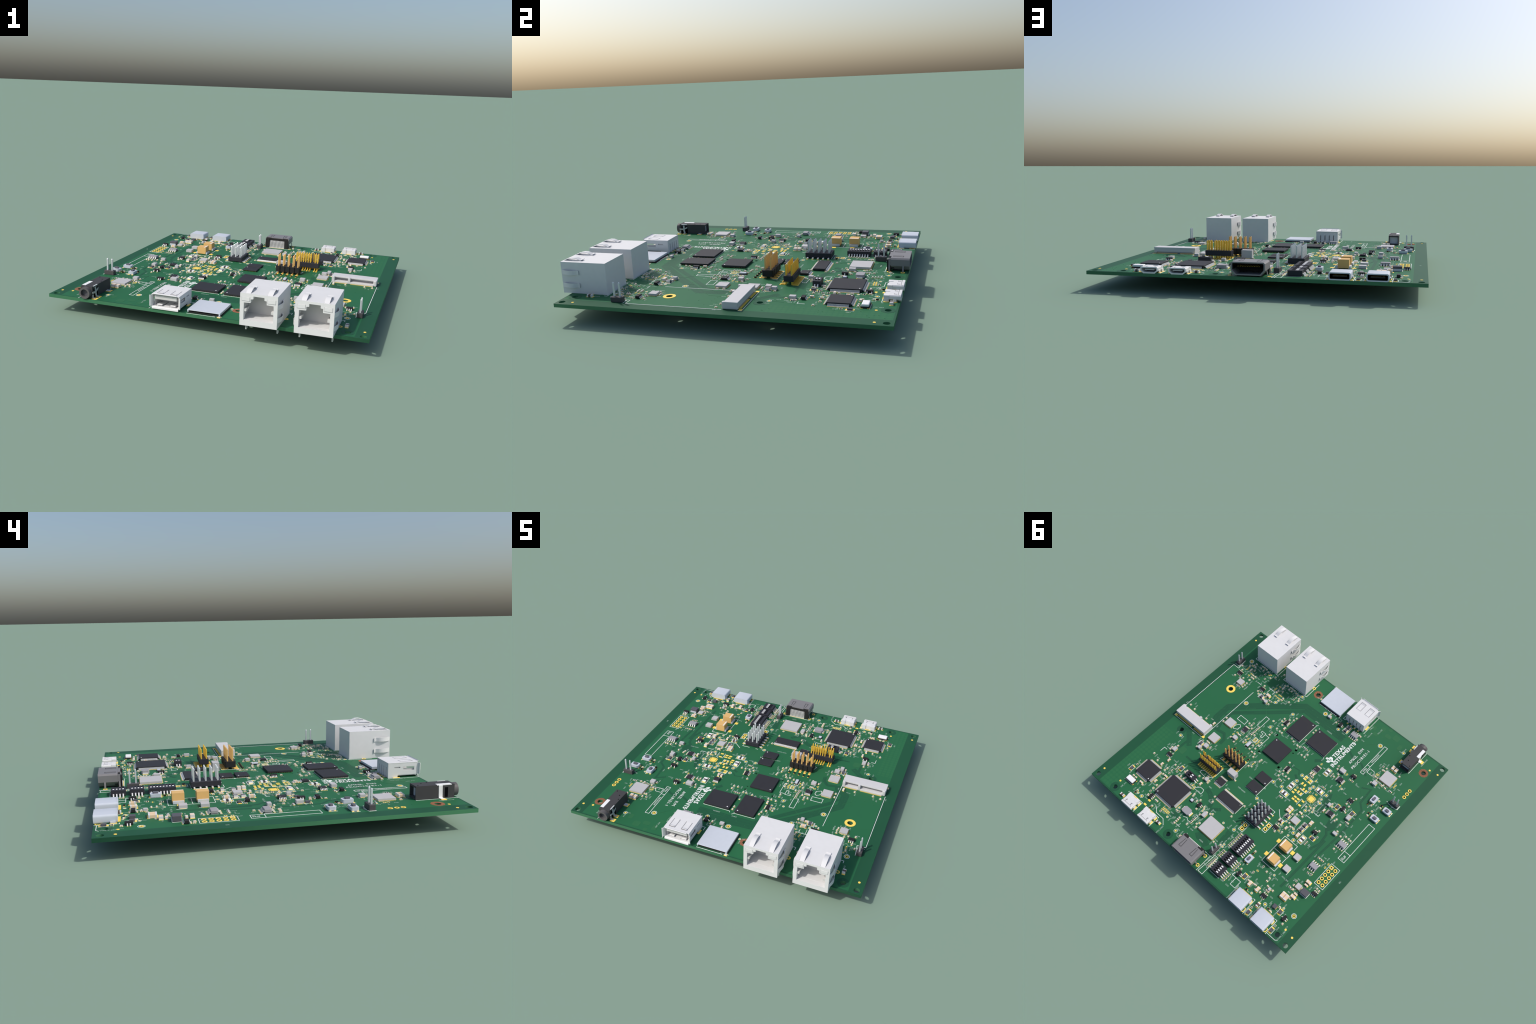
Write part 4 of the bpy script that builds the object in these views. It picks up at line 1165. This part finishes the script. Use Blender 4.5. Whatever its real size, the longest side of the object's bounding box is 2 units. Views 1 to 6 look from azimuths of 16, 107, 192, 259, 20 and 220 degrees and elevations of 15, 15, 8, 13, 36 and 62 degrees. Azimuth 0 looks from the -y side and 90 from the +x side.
# 3 x 5 tin header on surface-mount legs
cx, cy = -0.179, 0.3635
s = Shape(DARK_SLATE)
s.cbox(0, 0, 0.005, 0.109, 0.178, 0.032, DARK_SLATE, 0.002)
o = put("pin_header", s.mesh("fifteen_pin_base"), cx, cy)
pin15 = Shape(SILVER).pin(0, 0, 0.03, 0.1175, 0.0098).mesh("tin_pin")
for i in range(3):
    for j in range(5):
        put("header_pin", pin15, (i - 1) * PITCH, (j - 2) * 0.0353, 0, parent=o)
s = Shape(TERMINAL)
for j in range(5):
    for side in (-1, 1):
        yy = (j - 2) * 0.0353
        s.box(side * 0.052, yy - 0.0048, 0.0015, side * 0.0775, yy + 0.0048, 0.0085, TERMINAL, 0.001)
        s.box(side * 0.060, yy - 0.0065, -0.001, side * 0.083, yy + 0.0065, 0.0014, GOLD_PAD)
put("header_leg", s.mesh("fifteen_pin_leg"), 0, 0, 0, parent=o)

# 2 x 5 gold header, body notched between the pins
cx, cy = 0.2750, 0.1540
s = Shape(BLACK)
for k in range(5):
    xx = (k - 2) * 0.0358
    s.prism([(xx - 0.0178, -0.030), (xx - 0.012, -0.0355), (xx + 0.012, -0.0355), (xx + 0.0178, -0.030), (xx + 0.0178, 0.030), (xx + 0.012, 0.0355), (xx - 0.012, 0.0355), (xx - 0.0178, 0.030)], "z", 0.0145, 0.0535)
o = put("pin_header", s.mesh("ten_pin_base"), cx, cy)
pin10 = Shape(BRASS_PIN).pin(0, 0, 0.04, 0.1370, 0.0088).mesh("pale_gold_pin")
s = Shape(BRASS_PIN)
for k in range(5):
    for side in (-1, 1):
        xx = (k - 2) * 0.0358
        put("header_pin", pin10, xx, side * 0.0172, 0, parent=o)
        s.box(xx - 0.0045, side * 0.012, 0.004, xx + 0.0045, side * 0.022, 0.015)
        s.box(xx - 0.0045, side * 0.012, 0.0015, xx + 0.0045, side * 0.048, 0.0055)
        s.box(xx - 0.0085, side * 0.026, -0.001, xx + 0.0085, side * 0.058, 0.0014, GOLD_PAD)
put("header_leg", s.mesh("ten_pin_leg"), 0, 0, 0, parent=o)

# 2 x 10 fine-pitch gold header with one pin left out as a key
cx, cy, p10 = 0.3775, 0.3130, 0.0177
s = Shape(DARK_SLATE)
s.cbox(0, 0, 0.0225, 0.181, 0.060, 0.0350, DARK_SLATE, 0.001)
o = put("pin_header", s.mesh("twenty_pin_base"), cx, cy)
pin20 = Shape(GOLD_PIN).pin(0, 0, 0.05, 0.1240, 0.0070, tip=0.004).mesh("gold_pin")
s = Shape(GOLD_PIN)
for k in range(10):
    xx = (k - 4.5) * p10
    for side in (-1, 1):
        if (k, side) == (7, -1):
            continue
        put("header_pin", pin20, xx, side * 0.0170, 0, parent=o)
        s.box(xx - 0.0035, side * 0.015, 0.004, xx + 0.0035, side * 0.021, 0.0235)
        s.box(xx - 0.0035, side * 0.015, 0.0015, xx + 0.0035, side * 0.050, 0.0055)
        s.box(xx - 0.0052, side * 0.022, -0.001, xx + 0.0052, side * 0.058, 0.0014, GOLD_PAD)
put("header_leg", s.mesh("twenty_pin_leg"), 0, 0, 0, parent=o)

# ------------------------------------------------------------------ ethernet jacks


def ethernet_jack(x):
    """White shielded modular jack, mouth towards -y, standing over the board edge. Local origin: middle of the front, board top."""
    w, h, depth = 0.2185, 0.1905, 0.2933
    hole = [(-0.0865, 0.034), (0.0865, 0.034), (0.0865, 0.135), (0.046, 0.136), (0.046, 0.158), (0.032, 0.160), (0.032, 0.1765), (-0.032, 0.1765), (-0.032, 0.160), (-0.047, 0.158), (-0.047, 0.137), (-0.0865, 0.135)]
    # matching outer ring, one point for each hole point
    outer = [(-w / 2, 0), (w / 2, 0), (w / 2, 0.135), (w / 2, 0.150), (w / 2, 0.170), (w / 2, h), (0.032, h), (-0.032, h), (-w / 2, h), (-w / 2, 0.170), (-w / 2, 0.150), (-w / 2, 0.135)]
    s = Shape(SHIELD_WHITE)
    s.tube(outer, hole, "y", 0.0, 0.034)
    inner = [(-0.098, 0.0345), (0.098, 0.0345), (0.098, 0.135), (0.098, 0.150), (0.098, 0.170), (0.098, 0.180), (0.032, 0.180), (-0.032, 0.180), (-0.098, 0.180), (-0.098, 0.170), (-0.098, 0.150), (-0.098, 0.135)]
    s.tube(outer, inner, "y", 0.034, 0.130)
    s.box(-w / 2, 0.130, 0.0, w / 2, depth, h)
    o = put("ethernet_jack", s.mesh("ethernet_jack"), x, -0.9795)
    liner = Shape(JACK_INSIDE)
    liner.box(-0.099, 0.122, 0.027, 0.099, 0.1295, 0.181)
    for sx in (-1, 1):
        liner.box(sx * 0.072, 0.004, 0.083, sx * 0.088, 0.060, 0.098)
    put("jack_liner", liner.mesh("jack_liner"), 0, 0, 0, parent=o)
    win = Shape(SHIELD_WHITE)
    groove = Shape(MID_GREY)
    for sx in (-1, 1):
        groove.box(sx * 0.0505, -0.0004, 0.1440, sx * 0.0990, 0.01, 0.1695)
        win.box(sx * 0.0520, -0.0018, 0.1460, sx * 0.0978, 0.01, 0.1690, SHIELD_WHITE, 0.0008)
    put("light_window", win.mesh("light_window"), 0, 0, 0, parent=o)
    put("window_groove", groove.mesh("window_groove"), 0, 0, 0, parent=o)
    # contact springs: two arched over the top, two on each side
    tab = Shape(SHIELD_WHITE)
    arc = [(0.000, 0.000), (0.014, 0.006), (0.032, 0.0135), (0.052, 0.0185), (0.072, 0.0185), (0.090, 0.013), (0.102, 0.0055), (0.110, 0.004), (0.122, 0.0085)]
    for sx in (-0.063, 0.063):
        tab.strip([(sx, 0.004 + a, h + b * 0.92 - 0.001) for a, b in arc], (1, 0, 0), 0.029, 0.0028)
    for side in (-1, 1):
        for z in (0.0505, 0.1285):
            tab.strip([(side * (w / 2 + b * 0.85 - 0.001), 0.004 + a * 0.93, z) for a, b in arc], (0, 0, 1), 0.027, 0.0028)
    tab.smooth = True
    put("contact_spring", tab.mesh("contact_spring"), 0, 0, 0, parent=o)
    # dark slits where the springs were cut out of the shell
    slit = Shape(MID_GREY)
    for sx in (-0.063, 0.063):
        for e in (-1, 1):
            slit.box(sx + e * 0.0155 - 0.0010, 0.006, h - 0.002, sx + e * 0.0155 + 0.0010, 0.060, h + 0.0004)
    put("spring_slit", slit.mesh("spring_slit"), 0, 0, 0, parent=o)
    legs = Shape(LEAD)
    for sx in (-0.0935, 0.0935):
        for yy in (0.072, 0.090, 0.195):
            legs.cbox(sx + 0.0025, yy, -0.049, 0.008, 0.008, 0.050)
    for k in range(8):
        legs.cbox((k - 3.5) * 0.0142, 0.13 + (k % 2) * 0.0355, -0.040, 0.006, 0.006, 0.041)
    put("jack_leg", legs.mesh("jack_leg"), 0, 0, 0, parent=o)


ethernet_jack(0.7015)
ethernet_jack(0.3855)

# ------------------------------------------------------------------ USB type A socket


def usb_a_socket(x):
    """Folded steel box open towards -y with flared lips, white tongue inside. Local origin: middle of the front lip, board top."""
    w, h, depth, t = 0.178, 0.0925, 0.190, 0.0045
    s = Shape(SHIELD_WHITE)
    e = 0.0008                  # folded panels sit a hair inside one another
    s.box(-w / 2 + t, 0.006, 0.011, w / 2 - t, depth - t, 0.0175)
    s.box(-w / 2, 0.0, h - t, w / 2, depth, h, SHIELD_WHITE, 0.0015)
    for side in (-1, 1):        # side walls with a long window and a short one
        x0, x1 = side * (w / 2 - e), side * (w / 2 - t)
        s.box(x0, 0.0, 0.016, x1, depth - e, 0.042)
        s.box(x0, 0.0, 0.066, x1, depth - e, h - t)
        s.box(x0, 0.0, 0.042, x1, 0.022, 0.066)
        s.box(x0, 0.092, 0.042, x1, 0.112, 0.066)
        s.box(x0, 0.150, 0.042, x1, depth - e, 0.066)
        s.box(x0, 0.112, 0.042, x1, 0.150, 0.058)
        s.box(x0, 0.128, 0.0, x1, depth - e, 0.016)
    for k in range(5):          # ribbed back wall
        s.box(-w / 2 + 0.003 + k * 0.0352, depth - t, 0.0, -w / 2 + 0.032 + k * 0.0352, depth - 0.002, 0.062)
    s.box(-w / 2 + t, depth - t - 0.003, 0.060, w / 2 - t, depth - 0.003, h - t)
    o = put("usb_socket", s.mesh("usb_shell"), x, -0.9215)
    lip = Shape(SHIELD_WHITE)
    lip.strip([(0, 0.003, h - 0.002), (0, -0.003, h - 0.001), (0, -0.007, h + 0.001), (0, -0.010, h + 0.005)], (1, 0, 0), w * 0.84, 0.004)
    lip.strip([(0, 0.010, 0.0145), (0, -0.001, 0.0145), (0, -0.005, 0.011), (0, -0.0065, 0.003)], (1, 0, 0), w * 0.95, 0.006)
    for side in (-1, 1):
        lip.strip([(side * (w / 2 - 0.002), 0.003, 0.052), (side * (w / 2), -0.003, 0.052), (side * (w / 2 + 0.004), -0.008, 0.052), (side * (w / 2 + 0.010), -0.011, 0.052)], (0, 0, 1), 0.068, 0.004)
    put("flared_lip", lip.mesh("flared_lip"), 0, 0, 0, parent=o)
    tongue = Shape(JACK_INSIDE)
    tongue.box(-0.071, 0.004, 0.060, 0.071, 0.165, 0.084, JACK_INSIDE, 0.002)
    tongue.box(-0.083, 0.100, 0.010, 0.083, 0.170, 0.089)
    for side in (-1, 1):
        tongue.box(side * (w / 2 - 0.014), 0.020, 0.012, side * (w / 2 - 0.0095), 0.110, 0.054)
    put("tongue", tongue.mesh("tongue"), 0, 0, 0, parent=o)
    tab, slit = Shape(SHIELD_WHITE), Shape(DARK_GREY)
    for sx in (-0.0425, 0.0425):
        tab.strip([(sx, 0.100, h + 0.0004), (sx, 0.050, h - 0.003), (sx, 0.034, h + 0.0005), (sx, 0.026, h + 0.003)], (1, 0, 0), 0.034, 0.0025)
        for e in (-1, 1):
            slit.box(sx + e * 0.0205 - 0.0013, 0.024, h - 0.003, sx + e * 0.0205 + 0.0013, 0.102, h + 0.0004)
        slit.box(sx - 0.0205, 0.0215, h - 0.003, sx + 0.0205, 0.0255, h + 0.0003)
        tab.strip([(sx, 0.090, 0.018), (sx, 0.040, 0.022), (sx, 0.018, 0.027), (sx, 0.010, 0.024)], (1, 0, 0), 0.034, 0.0025)
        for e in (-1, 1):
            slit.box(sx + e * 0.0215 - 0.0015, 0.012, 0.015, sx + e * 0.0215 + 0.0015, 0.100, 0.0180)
    put("contact_spring", tab.mesh("usb_spring"), 0, 0, 0, parent=o)
    put("spring_slit", slit.mesh("usb_slit"), 0, 0, 0, parent=o)
    leg = Shape(LEAD)
    for k in range(4):
        leg.box(-0.060 + k * 0.036, depth - 0.002, 0.001, -0.048 + k * 0.036, depth + 0.014, 0.005, LEAD)
        leg.box(-0.061 + k * 0.036, depth, -0.001, -0.047 + k * 0.036, depth + 0.022, 0.0014, GOLD_PAD)
    for side in (-1, 1):
        leg.box(side * (w / 2 - 0.006), 0.115, -0.001, side * (w / 2 + 0.010), 0.158, 0.0014, GOLD_PAD)
    put("solder_leg", leg.mesh("usb_leg"), 0, 0, 0, parent=o)


usb_a_socket(-0.2055)

# ------------------------------------------------------------------ memory card slot
s = Shape(SHIELD_BLUE)
s.box(-0.1025, 0.0, 0.017, 0.1025, 0.196, 0.0215, SHIELD_BLUE, 0.001)
for side in (-1, 1):
    s.box(side * 0.1022, 0.0004, 0.007, side * 0.0945, 0.1955, 0.0175)
s.box(-0.094, 0.190, 0.009, 0.094, 0.1957, 0.0175)
o = put("card_slot", s.mesh("card_slot_cover"), 0.033, -0.9125)
s = Shape(BLACK)
s.box(-0.100, 0.004, 0.0005, 0.105, 0.203, 0.0085, BLACK)
put("card_slot_base", s.mesh("card_slot_base"), 0, 0, 0, parent=o)
s = Shape(TERMINAL)
for sx in (0.098,):
    s.cbox(sx, 0.0, 0.0005, 0.016, 0.018, 0.003).cbox(sx, -0.002, -0.001, 0.020, 0.022, 0.0022, GOLD_PAD)
for k in range(8):
    s.cbox(-0.07 + k * 0.0155, 0.206, 0.0002, 0.007, 0.012, 0.003)
put("solder_leg", s.mesh("card_slot_leg"), 0, 0, 0, parent=o)

# ------------------------------------------------------------------ edge card socket (slot open towards -y)
s = Shape(SOCKET_GREY)
X0, X1 = 0.6095, 0.9215
s.box(X0, 0.074, T + 0.034, X1, 0.1550, T + 0.0442, SOCKET_GREY, 0.002)      # roof
s.box(X0 + 0.004, 0.110, T + 0.012, X1 - 0.004, 0.1542, T + 0.036)                            # back block
s.box(X0 + 0.018, 0.058, T + 0.001, X1 - 0.022, 0.112, T + 0.014, SOCKET_GREY, 0.002)   # lower jaw
s.box(X0 + 0.0008, 0.056, T + 0.001, X0 + 0.021, 0.1540, T + 0.0436, SOCKET_GREY, 0.003)
s.box(X1 - 0.024, 0.062, T + 0.001, X1 - 0.0008, 0.1535, T + 0.0436, SOCKET_GREY, 0.006)
s.box(X0 + 0.022, 0.112, T + 0.002, X1 - 0.026, 0.152, T + 0.013, MID_GREY)
s.box(0.7235, 0.057, T + 0.006, 0.7405, 0.120, T + 0.0435, SOCKET_GREY, 0.002)          # key rib
o = put("edge_card_socket", s.mesh("edge_card_socket"), 0, 0, 0)
s = Shape(GOLD_PAD)
for k in range(38):
    xx = X0 + 0.022 + k * 0.0071
    if abs(xx - 0.732) > 0.012:
        s.cbox(xx, 0.0575, T - 0.001, 0.0036, 0.010, 0.0035)
        s.cbox(xx, 0.156, T - 0.001, 0.0036, 0.018, 0.0045)
for xx in (X0 - 0.002, X1 - 0.008):
    s.cbox(xx, 0.166, T - 0.001, 0.022, 0.020, 0.0026)
put("contact_row", s.mesh("edge_contact"), 0, 0, 0, parent=o, stuff=True)

# ------------------------------------------------------------------ video socket (mouth towards +y)
prof_out = [(-0.1035, 0.037), (-0.078, 0.0085), (0.072, 0.0085), (0.0985, 0.037), (0.0985, 0.076), (0.0895, 0.0850), (-0.0945, 0.0850), (-0.1035, 0.076)]
prof_in = [(-0.0950, 0.040), (-0.0735, 0.0155), (0.0675, 0.0155), (0.0900, 0.040), (0.0900, 0.074), (0.0855, 0.0775), (-0.0905, 0.0775), (-0.0950, 0.074)]
s = Shape(GRAPHITE)
s.tube(prof_out, prof_in, "y", 0.866, 0.9795)
s.box(-0.1030, 0.852, 0.040, -0.0955, 0.8655, 0.080).box(0.0905, 0.852, 0.040, 0.0980, 0.8655, 0.080)
s.box(-0.052, 0.852, 0.0800, 0.047, 0.8655, 0.0846)
for side, xx in ((-1, -0.106), (1, 0.101)):
    for yy in (0.857, 0.941):
        s.strip([(xx - side * 0.004, yy, 0.040), (xx, yy, 0.022), (xx + side * 0.003, yy, 0.006), (xx + side * 0.004, yy, -0.012)], (0, 1, 0), 0.010, 0.0035)
s.smooth = False
o = put("video_socket", s.mesh("video_socket_shell"), 0, 0)
s = Shape(BLACK)
s.box(-0.098, 0.842, 0.001, -0.066, 0.868, 0.072).box(0.061, 0.842, 0.001, 0.093, 0.868, 0.072)
s.box(-0.097, 0.851, 0.058, 0.092, 0.867, 0.0795)
s.box(-0.0925, 0.862, 0.017, 0.0875, 0.885, 0.077)
s.box(-0.075, 0.88, 0.001, 0.070, 0.955, 0.009)
s.box(-0.0945, 0.8665, 0.0395, -0.0938, 0.970, 0.074).box(0.0888, 0.8665, 0.0395, 0.0895, 0.970, 0.074)
s.box(-0.088, 0.8665, 0.0768, 0.083, 0.970, 0.0773)
put("insulator", s.mesh("video_socket_insulator"), 0, 0, 0, parent=o)
s = Shape(DARK_VOID)
s.box(-0.0735, 0.880, 0.043, 0.0695, 0.962, 0.056, DARK_VOID, 0.001)
put("tongue", s.mesh("video_socket_tongue"), 0, 0, 0, parent=o)
s = Shape(GOLD_PIN)
for k in range(10):
    s.cbox(-0.0635 + k * 0.0138, 0.925, 0.0555, 0.0062, 0.066, 0.0018)
put("contact_row", s.mesh("video_contact"), 0, 0, 0, parent=o, stuff=True)
s = Shape(TERMINAL)
for k in range(19):
    xx = -0.0625 + k * 0.00675
    s.strip([(xx, 0.858, 0.064), (xx, 0.852, 0.060), (xx, 0.849, 0.046), (xx, 0.847, 0.008), (xx, 0.845, 0.003), (xx, 0.839, 0.002)], (1, 0, 0), 0.0034, 0.0026, TERMINAL)
    s.cbox(xx, 0.842, -0.001, 0.0046, 0.012, 0.0022, GOLD_PAD)
put("solder_leg", s.mesh("video_leg"), 0, 0, 0, parent=o, stuff=True)
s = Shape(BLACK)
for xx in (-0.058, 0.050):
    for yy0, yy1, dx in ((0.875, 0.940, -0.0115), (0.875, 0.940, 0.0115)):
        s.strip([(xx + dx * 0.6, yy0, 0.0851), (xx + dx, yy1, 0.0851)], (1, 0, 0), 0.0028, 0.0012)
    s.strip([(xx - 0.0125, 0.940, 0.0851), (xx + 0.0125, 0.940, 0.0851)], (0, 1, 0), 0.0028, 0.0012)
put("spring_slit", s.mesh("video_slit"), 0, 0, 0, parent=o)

# ------------------------------------------------------------------ USB type C sockets (mouth towards +y)


def usb_c_socket(x):
    w, h = 0.1245, 0.044
    s = Shape(SHIELD_BLUE)
    s.tube(rounded(w, h, 0.011, 0, h / 2), rounded(w - 0.014, h - 0.013, 0.007, 0, h / 2), "y", -0.050, 0.060)
    s.prism(rounded(w, h, 0.011, 0, h / 2), "y", -0.056, -0.0495)
    for side in (-1, 1):
        s.box(side * (w / 2 - 0.004), -0.046, -0.015, side * (w / 2 + 0.006), -0.020, 0.012)
    s.smooth = True
    o = put("usb_c_socket", s.mesh("usb_c_shell"), x, 0.9175)
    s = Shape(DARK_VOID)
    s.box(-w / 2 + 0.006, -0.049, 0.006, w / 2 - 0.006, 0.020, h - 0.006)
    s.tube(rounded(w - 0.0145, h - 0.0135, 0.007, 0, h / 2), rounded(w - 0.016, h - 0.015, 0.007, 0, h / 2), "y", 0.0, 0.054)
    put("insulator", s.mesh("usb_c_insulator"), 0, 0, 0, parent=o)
    s = Shape(BLACK)
    s.box(-0.040, 0.0, h / 2 - 0.004, 0.040, 0.046, h / 2 + 0.004)
    for k in range(12):
        s.cbox((k - 5.5) * 0.0062, 0.024, h / 2 + 0.0035, 0.0036, 0.036, 0.0012, GOLD_PIN).cbox((k - 5.5) * 0.0062, 0.024, h / 2 - 0.0047, 0.0036, 0.036, 0.0012, GOLD_PIN)
    put("tongue", s.mesh("usb_c_tongue"), 0, 0, 0, parent=o)
    s = Shape(GOLD_PAD)
    for side in (-1, 1):
        for yy in (-0.034, 0.036):
            s.tube([(side * w / 2 + px * 1.0, yy + pz) for px, pz in rounded(0.022, 0.036, 0.009)], [(side * w / 2 + px, yy + pz) for px, pz in rounded(0.012, 0.026, 0.005)], "z", -0.001, 0.0013)
    for k in range(12):
        s.cbox((k - 5.5) * 0.0072, -0.062, -0.001, 0.004, 0.014, 0.0022)
    put("land", s.mesh("usb_c_land"), 0, 0, 0, parent=o)


usb_c_socket(-0.5225)
usb_c_socket(-0.7305)

# ------------------------------------------------------------------ micro USB sockets (mouth towards +y)


def micro_usb_socket(x):
    out = [(-0.052, 0.014), (-0.034, 0.000), (0.034, 0.000), (0.052, 0.014), (0.052, 0.030), (0.047, 0.0355), (-0.047, 0.0355), (-0.052, 0.030)]
    inn = [(-0.046, 0.0165), (-0.031, 0.0055), (0.031, 0.0055), (0.046, 0.0165), (0.046, 0.028), (0.043, 0.0305), (-0.043, 0.0305), (-0.046, 0.028)]
    s = Shape(SHIELD_WHITE)
    s.tube(out, inn, "y", -0.020, 0.030)
    flare = [(a * 1.035, 0.018 + (b - 0.018) * 1.10) for a, b in out]
    s.tube(flare, inn, "y", 0.030, 0.043)
    s.box(-0.052, -0.049, 0.001, -0.022, -0.0205, 0.0345).box(0.012, -0.049, 0.001, 0.052, -0.0205, 0.0345)
    s.box(-0.024, -0.044, 0.001, 0.014, -0.0205, 0.032)
    for side in (-1, 1):
        s.box(side * 0.050, -0.045, -0.001, side * 0.056, -0.022, 0.016).box(side * 0.050, 0.002, -0.001, side * 0.056, 0.020, 0.016)
    o = put("micro_usb_socket", s.mesh("micro_usb_shell"), x, 0.9355)
    s = Shape(LEAD)
    s.box(-0.044, -0.020, 0.006, 0.044, -0.005, 0.030, DARK_GREY)
    s.box(-0.030, -0.010, 0.017, 0.030, 0.032, 0.024, CHIP_GREY)
    put("tongue", s.mesh("micro_usb_tongue"), 0, 0, 0, parent=o)
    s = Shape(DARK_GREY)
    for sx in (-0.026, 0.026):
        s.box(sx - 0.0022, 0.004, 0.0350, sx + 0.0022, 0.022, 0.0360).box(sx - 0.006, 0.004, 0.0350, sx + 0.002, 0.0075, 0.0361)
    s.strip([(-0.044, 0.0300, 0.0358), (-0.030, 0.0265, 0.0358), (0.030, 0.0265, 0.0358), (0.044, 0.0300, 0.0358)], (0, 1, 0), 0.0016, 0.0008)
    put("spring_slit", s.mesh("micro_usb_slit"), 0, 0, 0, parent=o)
    s = Shape(GOLD_PAD)
    for side in (-1, 1):
        for yy in (-0.033, 0.010):
            s.prism([(side * 0.055 + px, yy + pz) for px, pz in rounded(0.020, 0.032, 0.009)], "z", -0.001, 0.0013)
    for k in range(5):
        s.cbox((k - 2) * 0.0095, -0.052, -0.001, 0.006, 0.014, 0.003)
    put("land", s.mesh("micro_usb_land"), 0, 0, 0, parent=o)


micro_usb_socket(0.5970)
micro_usb_socket(0.4225)

# ------------------------------------------------------------------ audio jack (nose towards -y)
JX = -0.7440
s = Shape(JACK_BLACK)
wj, y0, y1, hj = 0.0388, -0.905, -0.684, 0.0748
s.box(JX - wj, y0, 0.001, JX + wj, -0.745, hj)                # front block
bay = [(JX - wj + 0.006, 0.010), (JX + wj - 0.006, 0.010), (JX + wj - 0.006, hj - 0.010), (JX - wj + 0.006, hj - 0.010)]
s.tube([(JX - wj, 0.001), (JX + wj, 0.001), (JX + wj, hj), (JX - wj, hj)], bay, "y", -0.745, y1)   # open rear bay
o = put("audio_jack", s.mesh("audio_jack_body"), 0, 0)
s = Shape(DARK_VOID)
for xx, yy in ((JX + 0.028, -0.775), (JX + 0.012, -0.735), (JX - 0.026, -0.700)):
    s.cbox(xx, yy, hj - 0.002, 0.007, 0.007, 0.0026)
s.box(JX - wj - 0.0006, -0.868, 0.006, JX - wj + 0.002, -0.850, 0.060)
s.box(JX + wj - 0.002, -0.890, 0.004, JX + wj + 0.0006, -0.836, 0.060)
put("cut_out", s.mesh("audio_jack_cut_out"), 0, 0, 0, parent=o)
nose = Shape(JACK_BLACK)
n = 32
ring = lambda r: [(JX + r * math.cos(2 * math.pi * k / n), 0.0375 + r * math.sin(2 * math.pi * k / n)) for k in range(n)]
nose.tube(ring(0.0360), ring(0.0245), "y", -0.9320, -0.900, material("nose_plastic", (0.115, 0.11, 0.11), 0.5))
nose.prism(ring(0.0248), "y", -0.912, -0.9045, DARK_GREY)
nose.smooth = True
put("nose_ring", nose.mesh("nose_ring"), 0, 0, 0, parent=o)
s = Shape(WHITE)
s.box(JX - wj - 0.0005, -0.888, hj - 0.003, JX - wj + 0.0235, -0.804, hj + 0.0012)
s.strip([(JX - wj, -0.824, hj), (JX - wj - 0.0015, -0.824, hj - 0.004), (JX - wj - 0.0015, -0.826, 0.006), (JX - wj - 0.006, -0.828, 0.003), (JX - wj - 0.022, -0.830, 0.003)], (0, 1, 0), 0.022, 0.002)
s.box(JX + wj - 0.004, -0.888, hj - 0.003, JX + wj + 0.0008, -0.842, hj + 0.0010)
put("contact_plate", s.mesh("contact_plate"), 0, 0, 0, parent=o)
s = Shape(LEAD)
s.strip([(JX + wj + 0.001, -0.868, 0.066), (JX + wj + 0.003, -0.868, 0.030), (JX + wj + 0.004, -0.862, 0.006), (JX + wj + 0.020, -0.859, 0.003)], (0, 1, 0), 0.014, 0.003)
s.strip([(JX + wj + 0.003, -0.905, 0.036), (JX + wj + 0.006, -0.870, 0.036), (JX + wj + 0.003, -0.838, 0.050)], (0, 0, 1), 0.011, 0.003)
s.strip([(JX + wj + 0.003, -0.900, 0.024), (JX + wj + 0.004, -0.901, 0.005), (JX + wj + 0.020, -0.901, 0.003)], (0, 1, 0), 0.011, 0.003)
s.strip([(JX + wj - 0.002, -0.729, 0.003), (JX + wj + 0.024, -0.729, 0.003)], (0, 1, 0), 0.022, 0.003, SHIELD_BLUE)
s.box(JX - wj + 0.0065, -0.7080, 0.0105, JX + wj - 0.0065, -0.7040, hj - 0.0105, SHIELD_BLUE)
put("jack_contact", s.mesh("jack_contact"), 0, 0, 0, parent=o)
s = Shape(GOLD_PAD)
for xx, yy, w, d in ((-0.800, -0.833, 0.040, 0.030), (-0.690, -0.728, 0.036, 0.034), (-0.688, -0.858, 0.030, 0.028), (-0.688, -0.901, 0.034, 0.030)):
    s.cbox(xx, yy, -0.001, w, d, 0.0022)
put("land", s.mesh("audio_jack_land"), 0, 0, 0, parent=o)
